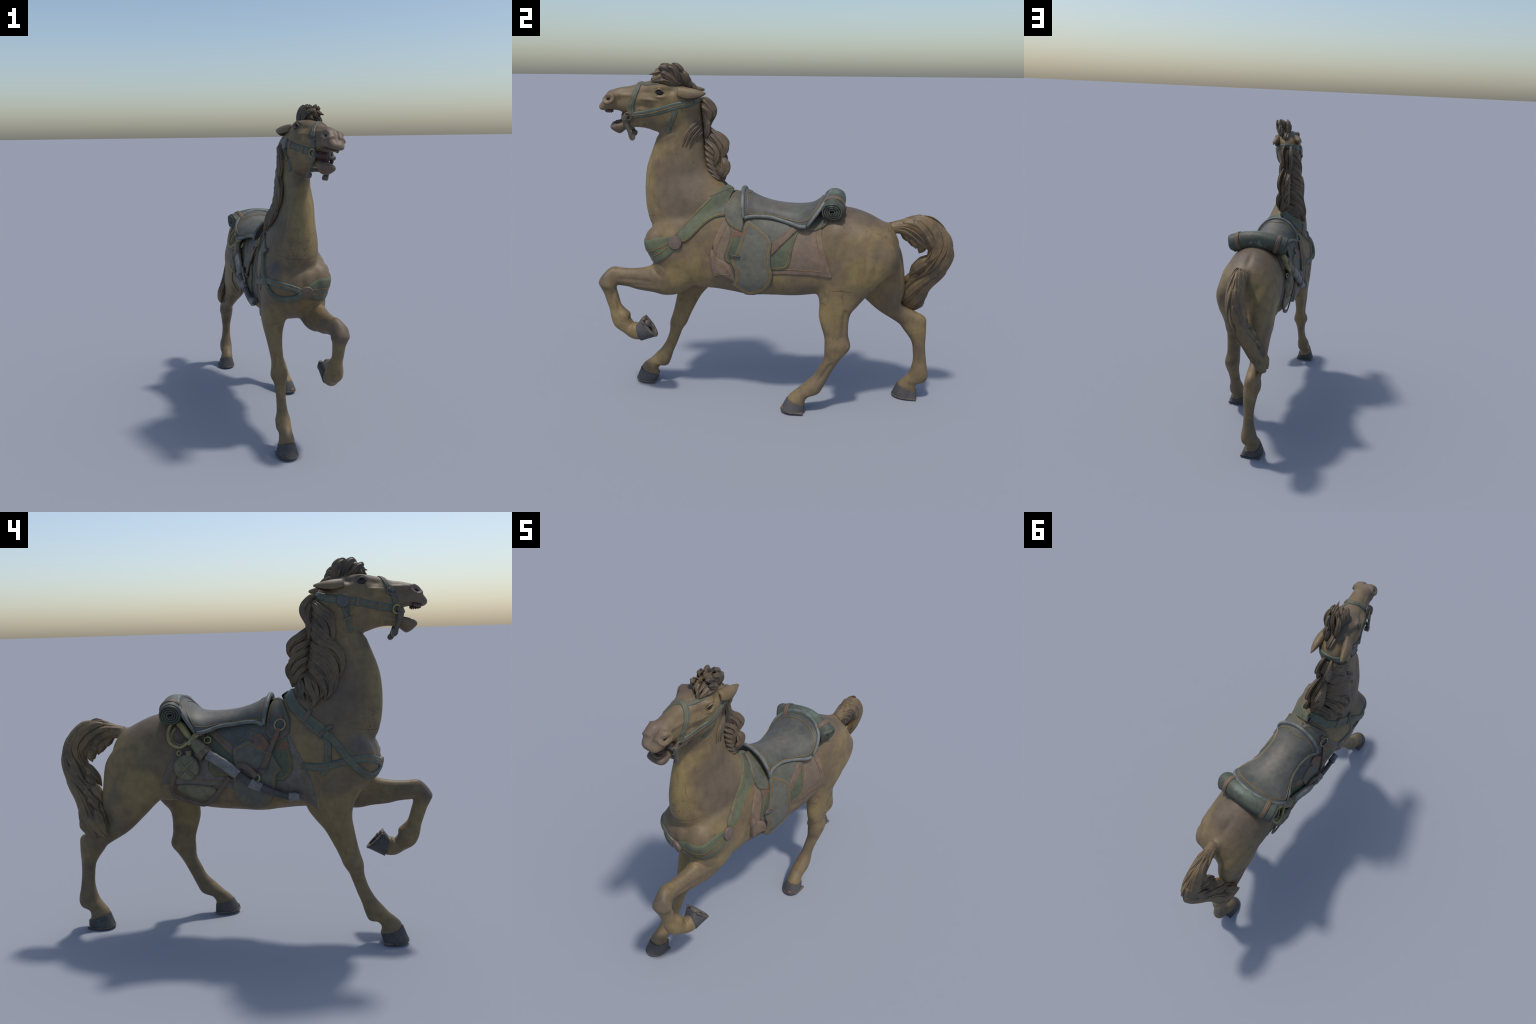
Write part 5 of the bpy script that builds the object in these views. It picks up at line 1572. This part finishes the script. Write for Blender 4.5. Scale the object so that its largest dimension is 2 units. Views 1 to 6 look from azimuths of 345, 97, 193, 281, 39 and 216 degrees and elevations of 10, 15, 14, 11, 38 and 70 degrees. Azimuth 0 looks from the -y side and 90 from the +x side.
c, n = R(-0.238, 1.120, 0.019)
simple("flap_ring", torus(c, n, 0.028, 0.0042), saddle, BRASS)
hung_strap("ring_strap", [(-0.240, 1.165), (-0.238, 1.150), (-0.236, 1.140)], 0.019, 0.024, 0.006, BELT, saddle)
hung_strap("stirrup_leather", [(-0.234, 1.105), (-0.218, 1.066), (-0.200, 1.024), (-0.180, 0.978), (-0.154, 0.912)], (0.020, 0.024, 0.028), 0.026, 0.009, RUST, saddle)
hung_strap("stirrup_leather", [(-0.188, 0.990), (-0.175, 0.960), (-0.154, 0.910), (-0.148, 0.895)], 0.0295, 0.029, 0.008, BELT, saddle)
p, n = hung([(-0.118, 0.908), (-0.150, 0.911), (-0.183, 0.912)], 0.036)
simple("bar_pin", tube(p, 0.0042, n=10), saddle, IRON)
p = np.array([on_flank(1, y, z, h, HF)[0] for y, z, h in ((-0.226, 0.927, 0.020), (-0.224, 0.926, 0.030), (-0.196, 0.920, 0.031), (-0.169, 0.914, 0.030), (-0.167, 0.913, 0.020))])
simple("bar_pin", tube(p, 0.0042, n=10), saddle, IRON)
c, n = R(-0.121, 0.869, 0.034)
simple("stirrup_ring", torus(c, unit(n + [0, 0.4, 0]), 0.018, 0.0042), saddle, BRASS)
hung_strap("twisted_loop", [(0.004, 0.905), (-0.034, 0.923), (-0.064, 0.921), (-0.093, 0.901), (-0.119, 0.875)], (0.026, 0.036, 0.040, 0.036), 0.030, 0.010, BELT, saddle)
hung_strap("carry_strap", [(0.300, 0.900), (0.319, 0.854), (0.330, 0.806), (0.303, 0.771), (0.229, 0.742), (0.164, 0.727), (0.121, 0.748), (0.073, 0.801), (0.023, 0.866)], (0.012, 0.014, 0.03, 0.032, 0.026, 0.014, 0.016), 0.024, 0.009, BELT, ROOT)

bag = panel("feed_bag", -1, [(0.296, 0.822), (0.180, 0.824), (0.095, 0.802), (0.120, 0.760), (0.165, 0.738), (0.230, 0.752), (0.295, 0.785)], 0.003, 0.012, CANTEEN, ROOT, 0.7, crisp=False, round_=0.012)
sabre = bpy.data.objects.new("sabre", None)
scene.collection.objects.link(sabre)
sabre.parent = ROOT
SC = [(0.140, 0.980), (0.064, 0.940), (-0.002, 0.899), (-0.056, 0.865), (-0.106, 0.836), (-0.202, 0.799), (-0.272, 0.783), (-0.338, 0.783)]
p, n = hung(SC, (0.030, 0.034, 0.036, 0.036, 0.036, 0.034, 0.032))
k = len(p)
w = np.interp(np.linspace(0, 1, k), [0, 0.5, 0.95, 1], [0.023, 0.0205, 0.017, 0.012])
simple("scabbard", tube(p, w, 0.015, up=n, n=20, e=0.9), sabre, SCABBARD)


def sleeve(name, a, b, extra, mat, lump=0.0):
    i, j = int(a * (k - 1)), int(b * (k - 1)) + 1
    q, m = p[i:j + 1], n[i:j + 1]
    # dense resample for hammered relief
    q, m = catmull(q, 5), unit(catmull(m, 5))
    ww = np.interp(np.linspace(a, b, len(q)), np.linspace(0, 1, k), w) + extra
    ob = simple(name, tube(q, ww, 0.015 + extra, up=m, n=28, e=0.85), sabre, mat)
    if lump:
        vv = get_verts(ob.data)
        vv += get_normals(ob.data) * (lump * fbm(vv, 120, 9, 3))[:, None]
        set_verts(ob.data, vv)
    return ob


sleeve("scabbard_throat", 0.03, 0.33, 0.0055, SILVER, 0.0028)
sleeve("scabbard_band", 0.545, 0.625, 0.0045, SILVER, 0.0015)
sleeve("scabbard_chape", 0.885, 1.0, 0.0050, SILVER, 0.0030)
p2, n2 = hung([(0.215, 1.040), (0.193, 1.020), (0.165, 0.995), (0.140, 0.972)], (0.030, 0.034, 0.036))
k2 = len(p2)
simple("cloth_wrap", tube(p2, np.interp(np.linspace(0, 1, k2), [0, 0.25, 0.8, 1], [0.024, 0.028, 0.036, 0.040]), 0.020, up=n2, n=24, ripple=6, depth=0.06), sabre, CANTEEN)
p3, n3 = hung([(0.160, 0.990), (0.150, 0.981), (0.140, 0.974)], 0.032)
simple("wrap_band", tube(p3, 0.042, 0.024, up=n3, n=24), sabre, BELT)
g, gn = hung([(0.318, 1.134), (0.281, 1.102), (0.252, 1.073), (0.222, 1.044)], (0.030, 0.036, 0.034), 12)
kg = len(g)
tt = np.linspace(0, 1, kg)
simple("grip", tube(g, (0.012 + 0.008 * np.sin(math.pi * np.clip(tt * 1.0, 0, 1)) ** 0.8) * (1 + 0.07 * np.sin(tt * 2 * math.pi * 11)), up=gn, n=20), sabre, BRASS)
panel("guard_lining", -1, [(0.300, 1.128), (0.328, 1.075), (0.316, 1.036), (0.283, 1.020), (0.247, 1.036), (0.228, 1.058)], 0.010, 0.012, BELT, sabre, 0.30, crisp=False)
c, nn_ = R(0.334, 1.143, 0.026)
simple("grip_cap", ellipsoid(c, (0.016, 0.018, 0.018)), sabre, BRASS)
q, qn = hung([(0.292, 1.150), (0.327, 1.118), (0.341, 1.074), (0.328, 1.032), (0.283, 1.009), (0.238, 1.026), (0.208, 1.057), (0.182, 1.083), (0.167, 1.075), (0.172, 1.062), (0.181, 1.068)],
             (0.028, 0.038, 0.044, 0.046, 0.046, 0.044, 0.042, 0.040, 0.040))
simple("knuckle_guard", tube(q, 0.0075, 0.0085, up=qn, n=12), sabre, BRASS)
for ds, s_ in ((0.012, 0.90), (0.020, 0.80)):
    cen = np.array([0.27, 1.075])
    pts = [tuple(cen + (np.array(x) - cen) * s_) for x in ((0.318, 1.105), (0.337, 1.070), (0.328, 1.032), (0.283, 1.009), (0.240, 1.028))]
    q, qn = hung(pts, (0.022, 0.028, 0.032, 0.030, 0.028))
    simple("guard_branch", tube(q, 0.0035, n=10), sabre, BRASS)
q, qn = hung([(0.236, 1.018), (0.208, 1.045), (0.182, 1.068)], 0.036)
simple("cross_guard", tube(q, 0.010, 0.014, up=qn, n=14), sabre, BRASS)

can = bpy.data.objects.new("canteen", None)
scene.collection.objects.link(can)
can.parent = ROOT
c, n = R(0.243, 0.915, 0.013)
n = np.array([-1.0, 0.08, -0.03])
n = unit(n)
a0 = unit(np.cross(n, [0, 0, 1]))
b0 = np.cross(n, a0)
ang = np.linspace(0, 2 * math.pi, 48, endpoint=False)
circ = np.outer(np.cos(ang), a0) + np.outer(np.sin(ang), b0)
rings = [c + n * z + circ * r for z, r in ((-0.012, 0.050), (-0.006, 0.064), (0.006, 0.0685), (0.018, 0.066), (0.026, 0.056), (0.031, 0.035), (0.033, 0.012))]
simple("flask", bridge_rings(rings), can, CANTEEN)
prof = lambda r: 0.033 - 0.0155 * (r / 0.066) ** 3
for d0, d1 in ((0.72, 0.69), (-0.72, 0.69)):
    d = d0 * a0 + d1 * b0
    line = np.array([c + n * (prof(abs(r)) + 0.0008) + d * r for r in np.linspace(-0.062, 0.062, 21)])
    simple("cross_band", tube(line, 0.010, 0.0012, up=n, n=10, e=0.5), can, TEAL)
    new_object("stripe", *tube(line + n * 0.0012, 0.0022, 0.0010, up=n, n=8), can, GOLD_LINE)
simple("spout", tube(np.array([c + n * 0.010 + [0, -0.012, 0.060], c + n * 0.010 + [0, -0.015, 0.074], c + n * 0.010 + [0, -0.015, 0.088]]), (0.014, 0.014, 0.017), up=(0, 1, 0), n=16), can, CANTEEN, 50)
for y, z, r in ((0.285, 0.985, 0.012), (0.187, 0.977, 0.013), (0.206, 1.087, 0.016), (0.137, 1.041, 0.017)):
    cc, nn_ = R(y, z, 0.024)
    simple("ring", torus(cc, unit(nn_ + [0, 0.5 if r < 0.015 else 0.1, 0]), r, 0.0038, n=24), can, BRASS)
# open joints and cracks of the old wood
for pts in ([(0.2, 0.322, 0.737), (0.2, 0.355, 0.742), (0.2, 0.383, 0.745), (0.2, 0.420, 0.741), (0.2, 0.458, 0.738)],
            [(0.12, -0.620, 1.120), (0.08, -0.690, 1.105), (0.02, -0.74, 1.090), (-0.05, -0.72, 1.090), (-0.11, -0.65, 1.098), (-0.15, -0.57, 1.115)],
            [(0.10, -0.73, 1.335), (0.10, -0.728, 1.310), (0.10, -0.730, 1.285)],
            [(-0.2, -0.600, 0.695), (-0.16, -0.64, 0.697), (-0.10, -0.64, 0.700)],
            [(0.2, 0.30, 0.655), (0.2, 0.275, 0.662), (0.15, 0.25, 0.665)]):
    path = catmull(pts, 8)
    q = np.array([on_body(p)[0] for p in path])
    simple("crack", tube(q, 0.0010 * np.sin(np.linspace(0.25, 2.9, len(q))), n=6), ROOT, CRACK)
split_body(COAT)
